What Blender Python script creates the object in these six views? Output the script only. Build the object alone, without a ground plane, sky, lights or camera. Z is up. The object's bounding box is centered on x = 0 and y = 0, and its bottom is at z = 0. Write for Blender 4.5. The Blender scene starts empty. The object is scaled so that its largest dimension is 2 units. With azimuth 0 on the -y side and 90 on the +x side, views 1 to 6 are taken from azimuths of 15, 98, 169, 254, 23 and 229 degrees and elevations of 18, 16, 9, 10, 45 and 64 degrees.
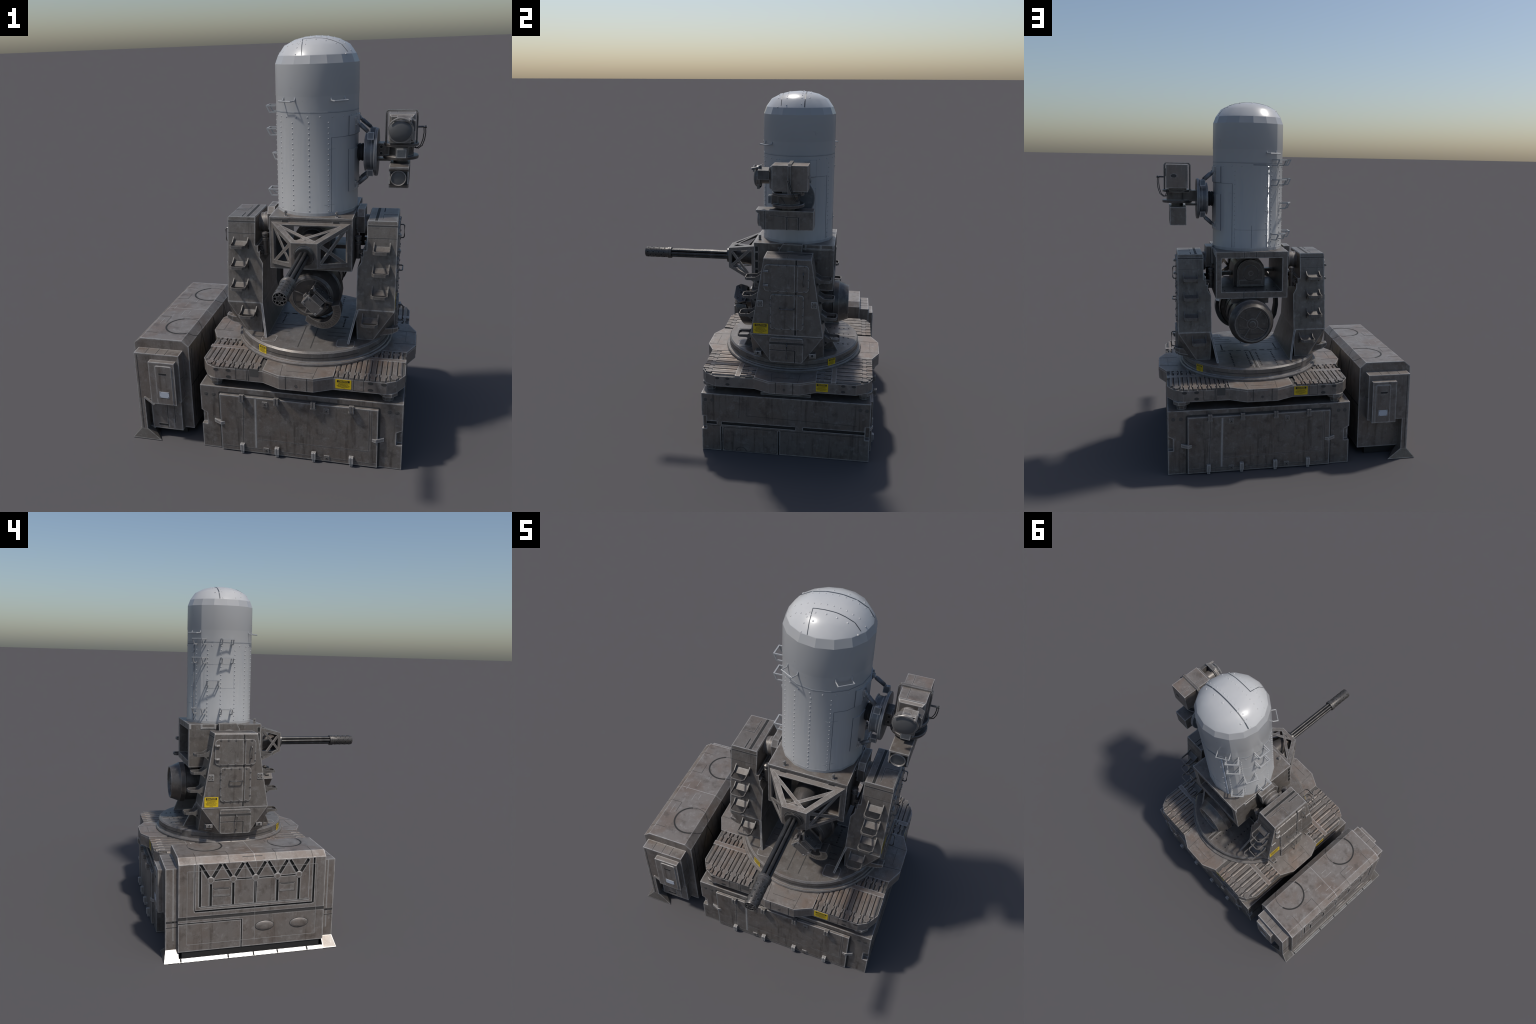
import bpy, bmesh, math, random
from math import pi, sin, cos, radians
from mathutils import Vector, Matrix
random.seed(7)
SC = bpy.context.scene.collection

# ------------------------------------------------------------------ materials
def nt_new(name):
    m = bpy.data.materials.new(name); m.use_nodes = True
    nt = m.node_tree; nt.nodes.clear()
    out = nt.nodes.new('ShaderNodeOutputMaterial')
    b = nt.nodes.new('ShaderNodeBsdfPrincipled')
    nt.links.new(b.outputs[0], out.inputs[0])
    return m, nt, b

class NT:
    """small helper for wiring nodes"""
    def __init__(s, nt):
        s.nt = nt
        s.co = nt.nodes.new('ShaderNodeTexCoord').outputs['Object']
    def link(s, a, b): s.nt.links.new(a, b)
    def put(s, sock, v):
        if hasattr(v, 'is_output'): s.link(v, sock)
        else: sock.default_value = v
    def math(s, op, a, b=0.0, clamp=False):
        n = s.nt.nodes.new('ShaderNodeMath'); n.operation = op; n.use_clamp = clamp
        s.put(n.inputs[0], a); s.put(n.inputs[1], b); return n.outputs[0]
    def noise(s, scale, detail=4, rough=0.55, stretch=None, off=(0, 0, 0)):
        n = s.nt.nodes.new('ShaderNodeTexNoise')
        n.inputs['Scale'].default_value = scale; n.inputs['Detail'].default_value = detail
        n.inputs['Roughness'].default_value = rough
        mp = s.nt.nodes.new('ShaderNodeMapping')
        mp.inputs['Location'].default_value = off
        if stretch: mp.inputs['Scale'].default_value = stretch
        s.link(s.co, mp.inputs[0]); s.link(mp.outputs[0], n.inputs['Vector'])
        return n.outputs['Fac']
    def ramp(s, fac, lo, hi, a=0.0, b=1.0):
        n = s.nt.nodes.new('ShaderNodeMapRange'); n.interpolation_type = 'SMOOTHSTEP'
        s.put(n.inputs[0], fac)
        for i, v in enumerate((lo, hi, a, b)): n.inputs[1 + i].default_value = v
        return n.outputs[0]
    def mix(s, fac, a, b, mode='MIX'):
        n = s.nt.nodes.new('ShaderNodeMix'); n.data_type = 'RGBA'; n.blend_type = mode
        s.put(n.inputs[0], fac)
        for sock, v in ((n.inputs[6], a), (n.inputs[7], b)):
            if hasattr(v, 'is_output'): s.link(v, sock)
            else: sock.default_value = (*v, 1.0)
        return n.outputs[2]
    def edge(s, radius, lo=0.006, hi=0.11):
        bv = s.nt.nodes.new('ShaderNodeBevel'); bv.samples = 6
        bv.inputs['Radius'].default_value = radius
        g = s.nt.nodes.new('ShaderNodeNewGeometry')
        d = s.nt.nodes.new('ShaderNodeVectorMath'); d.operation = 'DOT_PRODUCT'
        s.link(bv.outputs[0], d.inputs[0]); s.link(g.outputs['Normal'], d.inputs[1])
        return s.ramp(s.math('SUBTRACT', 1.0, d.outputs['Value']), lo, hi)
    def upness(s):
        g = s.nt.nodes.new('ShaderNodeNewGeometry')
        x = s.nt.nodes.new('ShaderNodeSeparateXYZ'); s.link(g.outputs['Normal'], x.inputs[0])
        return x.outputs['Z']
    def bump(s, h, strength, dist, bsdf):
        n = s.nt.nodes.new('ShaderNodeBump'); n.inputs['Strength'].default_value = strength
        n.inputs['Distance'].default_value = dist
        s.link(h, n.inputs['Height']); s.link(n.outputs[0], bsdf.inputs['Normal'])

def worn_metal(name, grey, brown, dark, light, rough=0.42, metallic=0.25, brown_amt=0.55,
               streak=0.5, wear=0.85, wear_r=0.0085, edge_col=(0.54, 0.525, 0.51), stain=0.35):
    m, nt, b = nt_new(name); N = NT(nt)
    blot = N.ramp(N.noise(7.0, 5, 0.6), 0.42, 0.66)
    up = N.ramp(N.upness(), 0.2, 0.9)
    bfac = N.math('MULTIPLY', blot, N.math('ADD', brown_amt * 0.65, N.math('MULTIPLY', up, brown_amt * 0.6)), True)
    c = N.mix(bfac, grey, brown)
    # vertical grime streaks, only on walls
    st = N.ramp(N.noise(1.0, 4, 0.6, (42, 42, 3.2)), 0.52, 0.74)
    wall = N.ramp(N.upness(), 0.75, 0.3)
    c = N.mix(N.math('MULTIPLY', N.math('MULTIPLY', st, wall), streak), c, dark)
    sb = N.ramp(N.noise(1.0, 6, 0.65, (14, 14, 4.5), (6, 2, 3)), 0.50, 0.74)
    c = N.mix(N.math('MULTIPLY', N.math('MULTIPLY', sb, wall), stain), c, tuple(0.55 * v + 0.45 * w for v, w in zip(brown, dark)))
    dirt = N.ramp(N.noise(17.0, 6, 0.65, None, (3, 1, 7)), 0.49, 0.70)
    c = N.mix(N.math('MULTIPLY', dirt, 0.52), c, dark)
    # pale dusty mottling
    dust = N.ramp(N.noise(24.0, 7, 0.72, None, (9, 4, 2)), 0.50, 0.74)
    c = N.mix(N.math('MULTIPLY', dust, 0.46), c, light)
    grain = N.noise(260.0, 3, 0.6)
    c = N.mix(N.math('MULTIPLY', N.ramp(grain, 0.3, 0.75), 0.25), c, dark)
    scr = N.ramp(N.noise(1.0, 2, 0.5, (160, 18, 18), (2, 8, 1)), 0.70, 0.76)
    c = N.mix(N.math('MULTIPLY', scr, 0.25), c, light)
    halo = N.math('MULTIPLY', N.edge(wear_r * 2.6, 0.0, 0.16), N.ramp(N.noise(16.0, 5, 0.65, None, (1, 7, 4)), 0.42, 0.66))
    c = N.mix(N.math('MULTIPLY', halo, 0.35 * wear), c, light)
    # bare bright edges
    e = N.math('MULTIPLY', N.edge(wear_r), N.ramp(N.noise(30.0, 4, 0.6, None, (5, 5, 5)), 0.30, 0.55, 0.35, 1.0))
    c = N.mix(N.math('MULTIPLY', e, wear), c, edge_col)
    N.link(c, b.inputs['Base Color'])
    b.inputs['Metallic'].default_value = metallic
    r = N.math('ADD', rough - 0.08, N.math('MULTIPLY', N.noise(24.0, 4, 0.6), 0.16))
    N.link(r, b.inputs['Roughness'])
    N.bump(grain, 0.12, 0.0015, b)
    return m

def plain(name, col, rough=0.5, metallic=0.0, var=0.15, scale=60.0):
    m, nt, b = nt_new(name); N = NT(nt)
    f = N.noise(scale, 4, 0.6)
    c = N.mix(f, tuple(v * (1 - var) for v in col), tuple(min(1, v * (1 + var)) for v in col))
    N.link(c, b.inputs['Base Color'])
    b.inputs['Roughness'].default_value = rough; b.inputs['Metallic'].default_value = metallic
    return m

def radar_paint():
    m, nt, b = nt_new('radar_paint'); N = NT(nt)
    sx = nt.nodes.new('ShaderNodeSeparateXYZ'); N.link(N.co, sx.inputs[0])
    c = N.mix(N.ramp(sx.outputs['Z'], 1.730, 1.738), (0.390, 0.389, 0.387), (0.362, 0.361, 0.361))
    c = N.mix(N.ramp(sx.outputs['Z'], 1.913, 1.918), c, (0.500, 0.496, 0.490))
    c = N.mix(N.math('MULTIPLY', N.ramp(N.noise(5.0, 5, 0.6), 0.35, 0.7), 0.35), c, (0.36, 0.372, 0.39))
    low = N.ramp(sx.outputs['Z'], 1.72, 1.60)
    st = N.ramp(N.noise(1.0, 4, 0.6, (55, 55, 3.0)), 0.5, 0.75)
    c = N.mix(N.math('MULTIPLY', N.math('MULTIPLY', st, low), 0.35), c, (0.30, 0.32, 0.35))
    d = N.ramp(N.noise(1.0, 4, 0.6, (70, 70, 4.0), (4, 4, 4)), 0.55, 0.78)
    c = N.mix(N.math('MULTIPLY', N.math('MULTIPLY', d, low), 0.25), c, (0.47, 0.475, 0.485))
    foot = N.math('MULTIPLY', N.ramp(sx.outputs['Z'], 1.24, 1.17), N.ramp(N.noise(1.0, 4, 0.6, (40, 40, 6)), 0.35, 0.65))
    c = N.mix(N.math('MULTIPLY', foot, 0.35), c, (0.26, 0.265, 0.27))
    N.link(c, b.inputs['Base Color'])
    N.link(N.math('ADD', 0.24, N.math('MULTIPLY', N.noise(20.0, 4, 0.6), 0.12)), b.inputs['Roughness'])
    N.bump(N.noise(90.0, 3, 0.6), 0.05, 0.001, b)
    return m

M = {}
M['metal'] = worn_metal('worn_grey_metal', (0.164, 0.148, 0.134), (0.159, 0.127, 0.106), (0.056, 0.046, 0.039), (0.34, 0.33, 0.32))
M['fine'] = worn_metal('worn_fitting_metal', (0.159, 0.145, 0.133), (0.159, 0.126, 0.104), (0.061, 0.051, 0.044), (0.32, 0.31, 0.30), wear_r=0.0034, wear=0.8)
M['base'] = worn_metal('stained_base_metal', (0.177, 0.159, 0.144), (0.161, 0.127, 0.104), (0.049, 0.039, 0.033), (0.36, 0.35, 0.34), streak=0.7, brown_amt=0.9, stain=0.65, wear_r=0.010)
M['cab'] = worn_metal('rusty_cabinet_metal', (0.210, 0.188, 0.171), (0.186, 0.145, 0.120), (0.077, 0.061, 0.050), (0.40, 0.39, 0.375), rough=0.42, streak=0.65, brown_amt=0.7, stain=0.75, wear_r=0.011)
M['rungm'] = worn_metal('rung_metal', (0.150, 0.142, 0.134), (0.122, 0.100, 0.085), (0.056, 0.048, 0.042), (0.28, 0.27, 0.26), rough=0.5, wear_r=0.0014, wear=0.6)
M['truss'] = worn_metal('truss_metal', (0.164, 0.148, 0.134), (0.163, 0.129, 0.106), (0.061, 0.051, 0.044), (0.34, 0.33, 0.32), wear_r=0.0042, wear=0.7)
M['deck'] = worn_metal('dusty_deck_metal', (0.207, 0.184, 0.166), (0.217, 0.168, 0.138), (0.088, 0.072, 0.061), (0.40, 0.38, 0.36), rough=0.45, brown_amt=0.9, streak=0.4, stain=0.5, wear_r=0.0065, wear=0.85)
M['tread'] = worn_metal('dusty_tread_metal', (0.177, 0.156, 0.140), (0.194, 0.147, 0.118), (0.072, 0.058, 0.049), (0.38, 0.36, 0.34), rough=0.50, brown_amt=0.9, streak=0.2, wear_r=0.003, wear=0.55)
M['dull'] = worn_metal('dull_motor_housing', (0.115, 0.104, 0.097), (0.115, 0.093, 0.079), (0.035, 0.031, 0.028), (0.22, 0.21, 0.20), rough=0.62, metallic=0.0, wear_r=0.003)
M['steel'] = worn_metal('dark_drum_steel', (0.108, 0.099, 0.093), (0.117, 0.093, 0.077), (0.041, 0.036, 0.034), (0.28, 0.27, 0.26), rough=0.36, metallic=0.4, wear=0.45, wear_r=0.006)
M['gun'] = worn_metal('gun_steel', (0.060, 0.058, 0.057), (0.070, 0.062, 0.056), (0.025, 0.024, 0.024), (0.22, 0.21, 0.20), rough=0.30, metallic=0.6, wear_r=0.002)
M['skirt'] = worn_metal('polished_skirt_metal', (0.169, 0.156, 0.144), (0.169, 0.136, 0.113), (0.102, 0.087, 0.076), (0.36, 0.35, 0.34), rough=0.31, metallic=0.55, streak=0.2)
M['scuff'] = plain('bright_scuff', (0.34, 0.33, 0.32), 0.45, 0.2, 0.3, 90)
M['shade'] = plain('dark_recess', (0.080, 0.074, 0.068), 0.6)
M['gloss'] = plain('glint_facet_gloss', (0.40, 0.41, 0.43), 0.16, 0.2, 0.05)
M['seam'] = plain('dome_seam', (0.055, 0.065, 0.078), 0.5)
M['radar_faint'] = plain('radar_faint_seam', (0.30, 0.315, 0.335), 0.5)
M['brake'] = worn_metal('muzzle_steel', (0.084, 0.077, 0.072), (0.090, 0.076, 0.066), (0.041, 0.037, 0.034), (0.24, 0.23, 0.22), rough=0.38, metallic=0.5, wear_r=0.002, wear=0.6)
M['pale'] = worn_metal('pale_worn_edge_metal', (0.266, 0.251, 0.240), (0.245, 0.209, 0.185), (0.133, 0.121, 0.113), (0.38, 0.37, 0.36), rough=0.45)
M['groove'] = plain('groove_black', (0.018, 0.017, 0.016), 0.7)
M['line'] = plain('dark_line', (0.045, 0.042, 0.040), 0.6)
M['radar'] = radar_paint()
M['radar_line'] = plain('radar_seam', (0.115, 0.13, 0.15), 0.5)
M['rung'] = plain('rung_paint', (0.37, 0.375, 0.38), 0.4, 0.2)
M['rubber'] = plain('black_rubber', (0.022, 0.022, 0.023), 0.55)
M['yellow'] = plain('sticker_yellow', (0.62, 0.43, 0.008), 0.45, 0, 0.08)
M['black'] = plain('sticker_black', (0.02, 0.018, 0.012), 0.5)
M['plate'] = plain('nameplate_aluminium', (0.52, 0.55, 0.60), 0.35, 0.1, 0.06)
M['lens'] = plain('lens_grey', (0.085, 0.085, 0.086), 0.5)
M['strut'] = worn_metal('blue_grey_strut', (0.135, 0.145, 0.158), (0.125, 0.125, 0.128), (0.06, 0.064, 0.07), (0.30, 0.31, 0.33), streak=0.3)

# ------------------------------------------------------------------ mesh builder
class MB:
    def __init__(s, *mats):
        s.bm = bmesh.new(); s.mats = list(mats) or ['metal']; s.mi = 0
    def use(s, mat):
        if mat not in s.mats: s.mats.append(mat)
        s.mi = s.mats.index(mat); return s
    def face(s, vs, smooth=False):
        try: f = s.bm.faces.new(vs)
        except ValueError: return None
        f.material_index = s.mi; f.smooth = smooth; return f
    def V(s, p): return s.bm.verts.new(p)
    def hull(s, pts):
        vs = [s.V(p) for p in pts]
        r = bmesh.ops.convex_hull(s.bm, input=vs)
        fs = [g for g in r['geom'] if isinstance(g, bmesh.types.BMFace)]
        for f in fs: f.material_index = s.mi; f.smooth = False
        bmesh.ops.dissolve_limit(s.bm, angle_limit=radians(0.5), verts=list({v for f in fs for v in f.verts}),
                                 edges=list({e for f in fs for e in f.edges}))
        return s
    def box(s, x0, x1, y0, y1, z0, z1, mat=None):
        X = mat or Matrix.Identity(4)
        v = [s.V(X @ Vector((x, y, z))) for x in (x0, x1) for y in (y0, y1) for z in (z0, z1)]
        for q in ((0, 1, 3, 2), (4, 6, 7, 5), (0, 4, 5, 1), (2, 3, 7, 6), (0, 2, 6, 4), (1, 5, 7, 3)):
            s.face([v[i] for i in q])
        return s
    def loft(s, rings, caps=True, smooth=False, closed=True):
        R = [[s.V(p) for p in r] for r in rings]; n = len(R[0])
        for a, b in zip(R, R[1:]):
            for i in range(n if closed else n - 1):
                j = (i + 1) % n; s.face((a[i], a[j], b[j], b[i]), smooth)
        if caps: s.face(R[0][::-1]); s.face(R[-1])
        return s
    def prism(s, poly, axis, a0, a1):
        """poly = 2-D outline in the two remaining axes (cyclic order), extruded along axis"""
        def P(q, a):
            return {'x': (a, q[0], q[1]), 'y': (q[0], a, q[1]), 'z': (q[0], q[1], a)}[axis]
        return s.loft([[P(q, a0) for q in poly], [P(q, a1) for q in poly]])
    def turn(s, prof, axis='z', c=(0, 0, 0), seg=32, smooth=True, a0=0.0, caps=True):
        rings = []
        for r, h in prof:
            ring = []
            for i in range(seg):
                t = a0 + 2 * pi * i / seg; u, v = max(r, 1e-5) * cos(t), max(r, 1e-5) * sin(t)
                ring.append({'z': (c[0] + u, c[1] + v, c[2] + h), 'y': (c[0] + u, c[1] + h, c[2] + v),
                             'x': (c[0] + h, c[1] + u, c[2] + v)}[axis])
            rings.append(ring)
        return s.loft(rings, caps, smooth)
    def tube(s, path, r, seg=8, closed=False, rx=None):
        pts = [Vector(p) for p in path]; n = len(pts); rings = []
        up = Vector((0, 0, 1)); rx = rx or r
        for i, p in enumerate(pts):
            a = pts[i - 1] if (i or closed) else p; b = pts[(i + 1) % n] if (i < n - 1 or closed) else p
            d1 = (p - a).normalized() if (p - a).length > 1e-9 else (b - p).normalized()
            d2 = (b - p).normalized() if (b - p).length > 1e-9 else d1
            t = (d1 + d2).normalized() if (d1 + d2).length > 1e-6 else d1
            k = 1.0 / max(0.5, t.dot(d1))
            sd = t.cross(up)
            if sd.length < 1e-3: sd = t.cross(Vector((0, 1, 0)))
            sd.normalize(); w = sd.cross(t).normalized()
            off = pi / seg
            rings.append([p + sd * (rx * k * cos(off + 2 * pi * j / seg)) + w * (r * k * sin(off + 2 * pi * j / seg)) for j in range(seg)])
        if closed: rings.append(rings[0])
        return s.loft(rings, not closed, seg > 4)
    def cyl(s, p0, p1, r0, r1=None, seg=12, smooth=True):
        p0, p1 = Vector(p0), Vector(p1); r1 = r0 if r1 is None else r1
        q = (p1 - p0).to_track_quat('Z', 'Y')
        R = []
        for p, r in ((p0, r0), (p1, r1)):
            R.append([p + q @ Vector((r * cos(2 * pi * i / seg), r * sin(2 * pi * i / seg), 0)) for i in range(seg)])
        return s.loft(R, True, smooth)
    def strip(s, p0, p1, n, w, h=0.0007):
        """thin seam bead lying on a face with normal n"""
        p0, p1, n = Vector(p0), Vector(p1), Vector(n).normalized()
        sd = (p1 - p0).normalized().cross(n) * (w / 2)
        lo, hi = -n * 0.0006, n * h
        return s.loft([[p0 - sd + lo, p0 + sd + lo, p0 + sd + hi, p0 - sd + hi],
                       [p1 - sd + lo, p1 + sd + lo, p1 + sd + hi, p1 - sd + hi]])
    def obj(s, name, parent=None, sharp=35, bevel=0, kind=None, merge=True):
        if merge: bmesh.ops.remove_doubles(s.bm, verts=s.bm.verts, dist=1e-6)
        bmesh.ops.recalc_face_normals(s.bm, faces=s.bm.faces)
        me = bpy.data.meshes.new(name); s.bm.to_mesh(me); s.bm.free()
        for k in s.mats: me.materials.append(M[k])
        sm = [p.use_smooth for p in me.polygons]
        me.set_sharp_from_angle(angle=radians(sharp))
        me.polygons.foreach_set('use_smooth', sm)
        return place(name, me, parent, bevel=bevel, kind=kind)

def place(name, me, parent=None, mat=None, bevel=0, kind=None):
    o = bpy.data.objects.new(name, me); SC.objects.link(o)
    if mat is not None: o.matrix_world = mat
    if parent is not None:
        o.parent = parent
        o.matrix_parent_inverse = Matrix.Translation(-parent.location) if parent.get('_t') else parent.matrix_basis.inverted()
        if parent.parent is not None:
            o.matrix_parent_inverse = (wm(parent)).inverted()
    if bevel:
        b = o.modifiers.new('bevel', 'BEVEL'); b.width = bevel; b.segments = 2; b.limit_method = 'ANGLE'
        b.angle_limit = radians(40)
    if kind: o['kind'] = kind
    return o

def wm(o):
    m = o.matrix_basis.copy()
    if o.parent is not None: m = wm(o.parent) @ o.matrix_parent_inverse @ m
    return m

def copies(name, first, mats, parent):
    """repeat an object, sharing its mesh; `first` keeps the first matrix"""
    first.matrix_basis = mats[0]
    for m in mats[1:]: place(name, first.data, parent, m)

def carve(o, cutter):
    """cut the cutter mesh out of o and bake the result"""
    c = bpy.data.objects.new('cutter', cutter); SC.objects.link(c)
    md = o.modifiers.new('cut', 'BOOLEAN'); md.object = c; md.operation = 'DIFFERENCE'; md.solver = 'EXACT'; md.use_self = True
    md.material_mode = 'TRANSFER'
    dg = bpy.context.evaluated_depsgraph_get(); dg.update()
    me = bpy.data.meshes.new_from_object(o.evaluated_get(dg))
    o.modifiers.clear(); old = o.data; o.data = me; me.name = old.name
    bpy.data.objects.remove(c)
def cutmesh(mb):
    bmesh.ops.recalc_face_normals(mb.bm, faces=mb.bm.faces)
    me = bpy.data.meshes.new('cutter'); mb.bm.to_mesh(me); mb.bm.free()
    for k in mb.mats: me.materials.append(M[k])
    return me

def rot_about(cx, cy, ang):
    return Matrix.Translation((cx, cy, 0)) @ Matrix.Rotation(ang, 4, 'Z') @ Matrix.Translation((-cx, -cy, 0))
def empty(name, loc, parent=None):
    o = bpy.data.objects.new(name, None); SC.objects.link(o); o.location = loc; o.empty_display_size = 0.1
    if parent is not None:
        o.parent = parent; o.matrix_parent_inverse = wm(parent).inverted()
    return o
def rrect(x0, x1, z0, z1, r, n=3, corners=(1, 1, 1, 1)):
    P = []
    for k, (cx, cz, a) in enumerate(((x1 - r, z1 - r, 0), (x0 + r, z1 - r, 90), (x0 + r, z0 + r, 180), (x1 - r, z0 + r, 270))):
        if corners[k]:
            for i in range(n + 1):
                t = radians(a + 90 * i / n); P.append((cx + r * cos(t), cz + r * sin(t)))
        else:
            P.append(((x1, z1), (x0, z1), (x0, z0), (x1, z0))[k])
    return P
def text_mesh(body, size):
    cu = bpy.data.curves.new('lettering', 'FONT'); cu.body = body; cu.size = size
    cu.align_x = 'CENTER'; cu.align_y = 'CENTER'; cu.extrude = 0.0; cu.offset = size * 0.02
    o = bpy.data.objects.new('lettering', cu); SC.objects.link(o)
    dg = bpy.context.evaluated_depsgraph_get(); dg.update()
    me = bpy.data.meshes.new_from_object(o.evaluated_get(dg))
    bpy.data.objects.remove(o); return me

# ------------------------------------------------------------------ warning sticker (shared)
def sticker_mesh(w, h):
    """lies in local x (right) / y (up), faces +z"""
    b = MB('yellow', 'black')
    b.prism(rrect(-w / 2, w / 2, -h / 2, h / 2, h * 0.07), 'z', -0.0004, 0.0008)
    b.use('black')
    b.prism(rrect(-w * .40, w * .40, h * .20, h * .43, h * .03), 'z', 0.0004, 0.0012)
    rnd = random.Random(3)
    y = h * .11
    for row in range(7):
        half = (0.40, .30, .34, .42, .38, .33, .12)[row] * w; x = -half
        while x < half:
            l = rnd.uniform(.02, .09) * w; x1 = min(half, x + l)
            b.box(x, x1, y - h * .018, y + h * .018, 0.0004, 0.0011); x = x1 + rnd.uniform(.012, .03) * w
        y -= h * .083
    b.use('yellow')
    me = text_mesh('CAUTION', h * .20)
    bm2 = bmesh.new(); bm2.from_mesh(me); vm = {}
    for v in bm2.verts: vm[v.index] = b.V((v.co.x, v.co.y + h * .315, 0.0016))
    for f in bm2.faces: b.face([vm[v.index] for v in f.verts])
    bm2.free()
    o = b.obj('warning_sticker', merge=False); me = o.data; bpy.data.objects.remove(o); return me
STICK = sticker_mesh(0.075, 0.048)
STICK_ARM = sticker_mesh(0.083, 0.060)
def frame(origin, right, up):
    r, u = Vector(right).normalized(), Vector(up).normalized(); n = r.cross(u)
    m = Matrix((r, u, n)).transposed().to_4x4(); m.translation = origin; return m

# ================================================================== GUN TURRET
turret = empty('gun_turret', (0.1755, 0.198, 0))
turret['label'] = 'dark grey gun turret with white radar dome'
turret['category'] = 'gun turret'
BC = (0.1755, 0.198)          # base centre
DC = (0.184, 0.197)           # turntable centre
RC = (0.199, 0.213)           # radar axis

# ---------------------------------------------------------------- base box
X0, X1, Y0, Y1, ZB = -0.325, 0.676, -0.276, 0.672, 0.356
b = MB('base'); b.box(X0, X1, Y0, Y1, 0, ZB)
base = b.obj('base_box', turret)
c = MB('base', 'groove')
for sx, ex in ((1, X0), (-1, X1)):
    for sy, ey in ((1, Y0), (-1, Y1)):
        xo, yo, xi, yi = ex - sx * .02, ey - sy * .02, ex + sx * .029, ey + sy * .026
        c.hull([(x, y, z) for x, y, z in ((xo, yo, .133), (xi, yo, .133), (xo, yi, .133), (xi, yi, .133),
                (xo, yo, .226), (xi, yo, .200), (xo, yi, .226), (xi, yi, .200))])
c.use('groove')
for fx, d in ((X1, -1), (X0, 1)):
    a0, a1 = sorted((fx - d * .02, fx + d * .006)); 
    my = (lambda y: y) if d < 0 else (lambda y: 2 * BC[1] - y)
    for y0, y1, z0, z1 in ((-.2485, -.19, .166, .184), (-.162, .259, .166, .184), (.302, .643, .166, .184),
                           (-.166, -.158, -.01, .154), (.162, .170, -.01, .150)):
        p, q = sorted((my(y0), my(y1))); c.box(a0, a1, p, q, z0, z1)
carve(base, cutmesh(c))
# lines and bolts on the two plain ends
b = MB('line')
for fx, d in ((X1, 1), (X0, -1)):
    my = (lambda y: y) if d > 0 else (lambda y: 2 * BC[1] - y)
    P = lambda y, z: (fx, my(y), z)
    for (ya, za), (yb, zb), w in (((-.058, .350), (-.062, .214), .002), ((-.02, .235), (-.02, .330), .0015), ((-.02, .232), (.60, .218), .0015),
            ((-.245, .157), (-.172, .157), .0022), ((.174, .152), (.645, .150), .0022),):
        b.strip(P(ya, za), P(yb, zb), (d, 0, 0), w)
    pts = rrect(-.152, .158, .004, .151, .016)
    for p, q in zip(pts, pts[1:] + pts[:1]): b.strip(P(*p), P(*q), (d, 0, 0), .0024)
    arc = [(-.05 + .030 * cos(t * pi / 10), .004 + .026 * sin(t * pi / 10)) for t in range(11)]
    for p, q in zip(arc, arc[1:]): b.strip(P(*p), P(*q), (d, 0, 0), .003)
b.obj('end_seam', base, kind='stuff')
b = MB('shade'); b.turn([(0.0105, -.002), (0.0105, .0006), (.009, .0012)], 'x', seg=14); b.turn([(0.005, .001), (0.005, .002)], 'x', seg=6)
bolt = b.obj('base_bolt', base)
ms = []
for y, z in ((-.253, .317), (-.215, .316), (.615, .317), (.651, .315)):
    ms.append(Matrix.Translation((X1, y, z))); ms.append(rot_about(*BC, pi) @ Matrix.Translation((X1, y, z)))
for x in (-.296, -.256, .613, .648):
    m = Matrix.Translation((x, Y0, .310)) @ Matrix.Rotation(-pi / 2, 4, 'Z')
    ms.append(m); ms.append(rot_about(*BC, pi) @ m)
copies('base_bolt', bolt, ms, base)
# one long hinged door on the front, the same turned round on the rear
b = MB('base', 'line', 'scuff')
yd = Y0 - .014
b.box(-.221, .562, yd, Y0 + .001, .004, .320)
b.use('line')
for p, q_ in (((-.226, .002), (-.226, .325)), ((-.226, .325), (.567, .325)), ((.567, .325), (.567, .002))): b.strip((p[0], Y0, p[1]), (q_[0], Y0, q_[1]), (0, -1, 0), .010)  # shade around the door edge, laid on as dark strips
b.use('scuff')
for p, q_ in (((-.2195, .004), (-.2195, .3185)), ((-.2195, .3185), (.5605, .3185)), ((.5605, .3185), (.5605, .004))): b.strip((p[0], yd, p[1]), (q_[0], yd, q_[1]), (0, -1, 0), .003, .0005)
b.use('line')
b.strip((-.099, yd, .300), (-.107, yd, .010), (0, -1, 0), .0024)
b.strip((.521, yd, .314), (.521, yd, .090), (0, -1, 0), .0016)
b.strip((.521, yd, .090), (-.030, yd, .084), (0, -1, 0), .0016)
b.strip((-.215, yd, .028), (.556, yd, .022), (0, -1, 0), .0022)
b.strip((.532, yd, .314), (.532, yd, .15), (0, -1, 0), .0016)
b.use('scuff'); b.strip((-.036, yd, .311), (-.040, yd, .033), (0, -1, 0), .0085)
door = b.obj('base_door', base, bevel=.0015)
place('base_door', door.data, base, rot_about(*BC, pi), bevel=.0015)
b = MB('fine'); b.prism([(-.016, .0), (-.016, .034), (-.006, .034), (.0, .027), (.006, .027), (.006, .0)], 'x', -.0105, .0105)
b.box(-.0105, -.003, -.021, -.016, .004, .036); b.box(.003, .0105, -.021, -.016, .004, .036); b.box(-.0125, .0125, -.018, .0, -.004, .0025)
clip = b.obj('top_clip', base)
b = MB('pale'); b.box(-.0105, .0105, -.014, 0, .014, .052); b.box(-.0105, -.002, -.018, -.014, .018, .050); b.box(.002, .0105, -.018, -.014, .018, .050)
b.box(-.0075, .0075, -.012, .0, .0, .0145)
toe = b.obj('bottom_clip', base)
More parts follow.
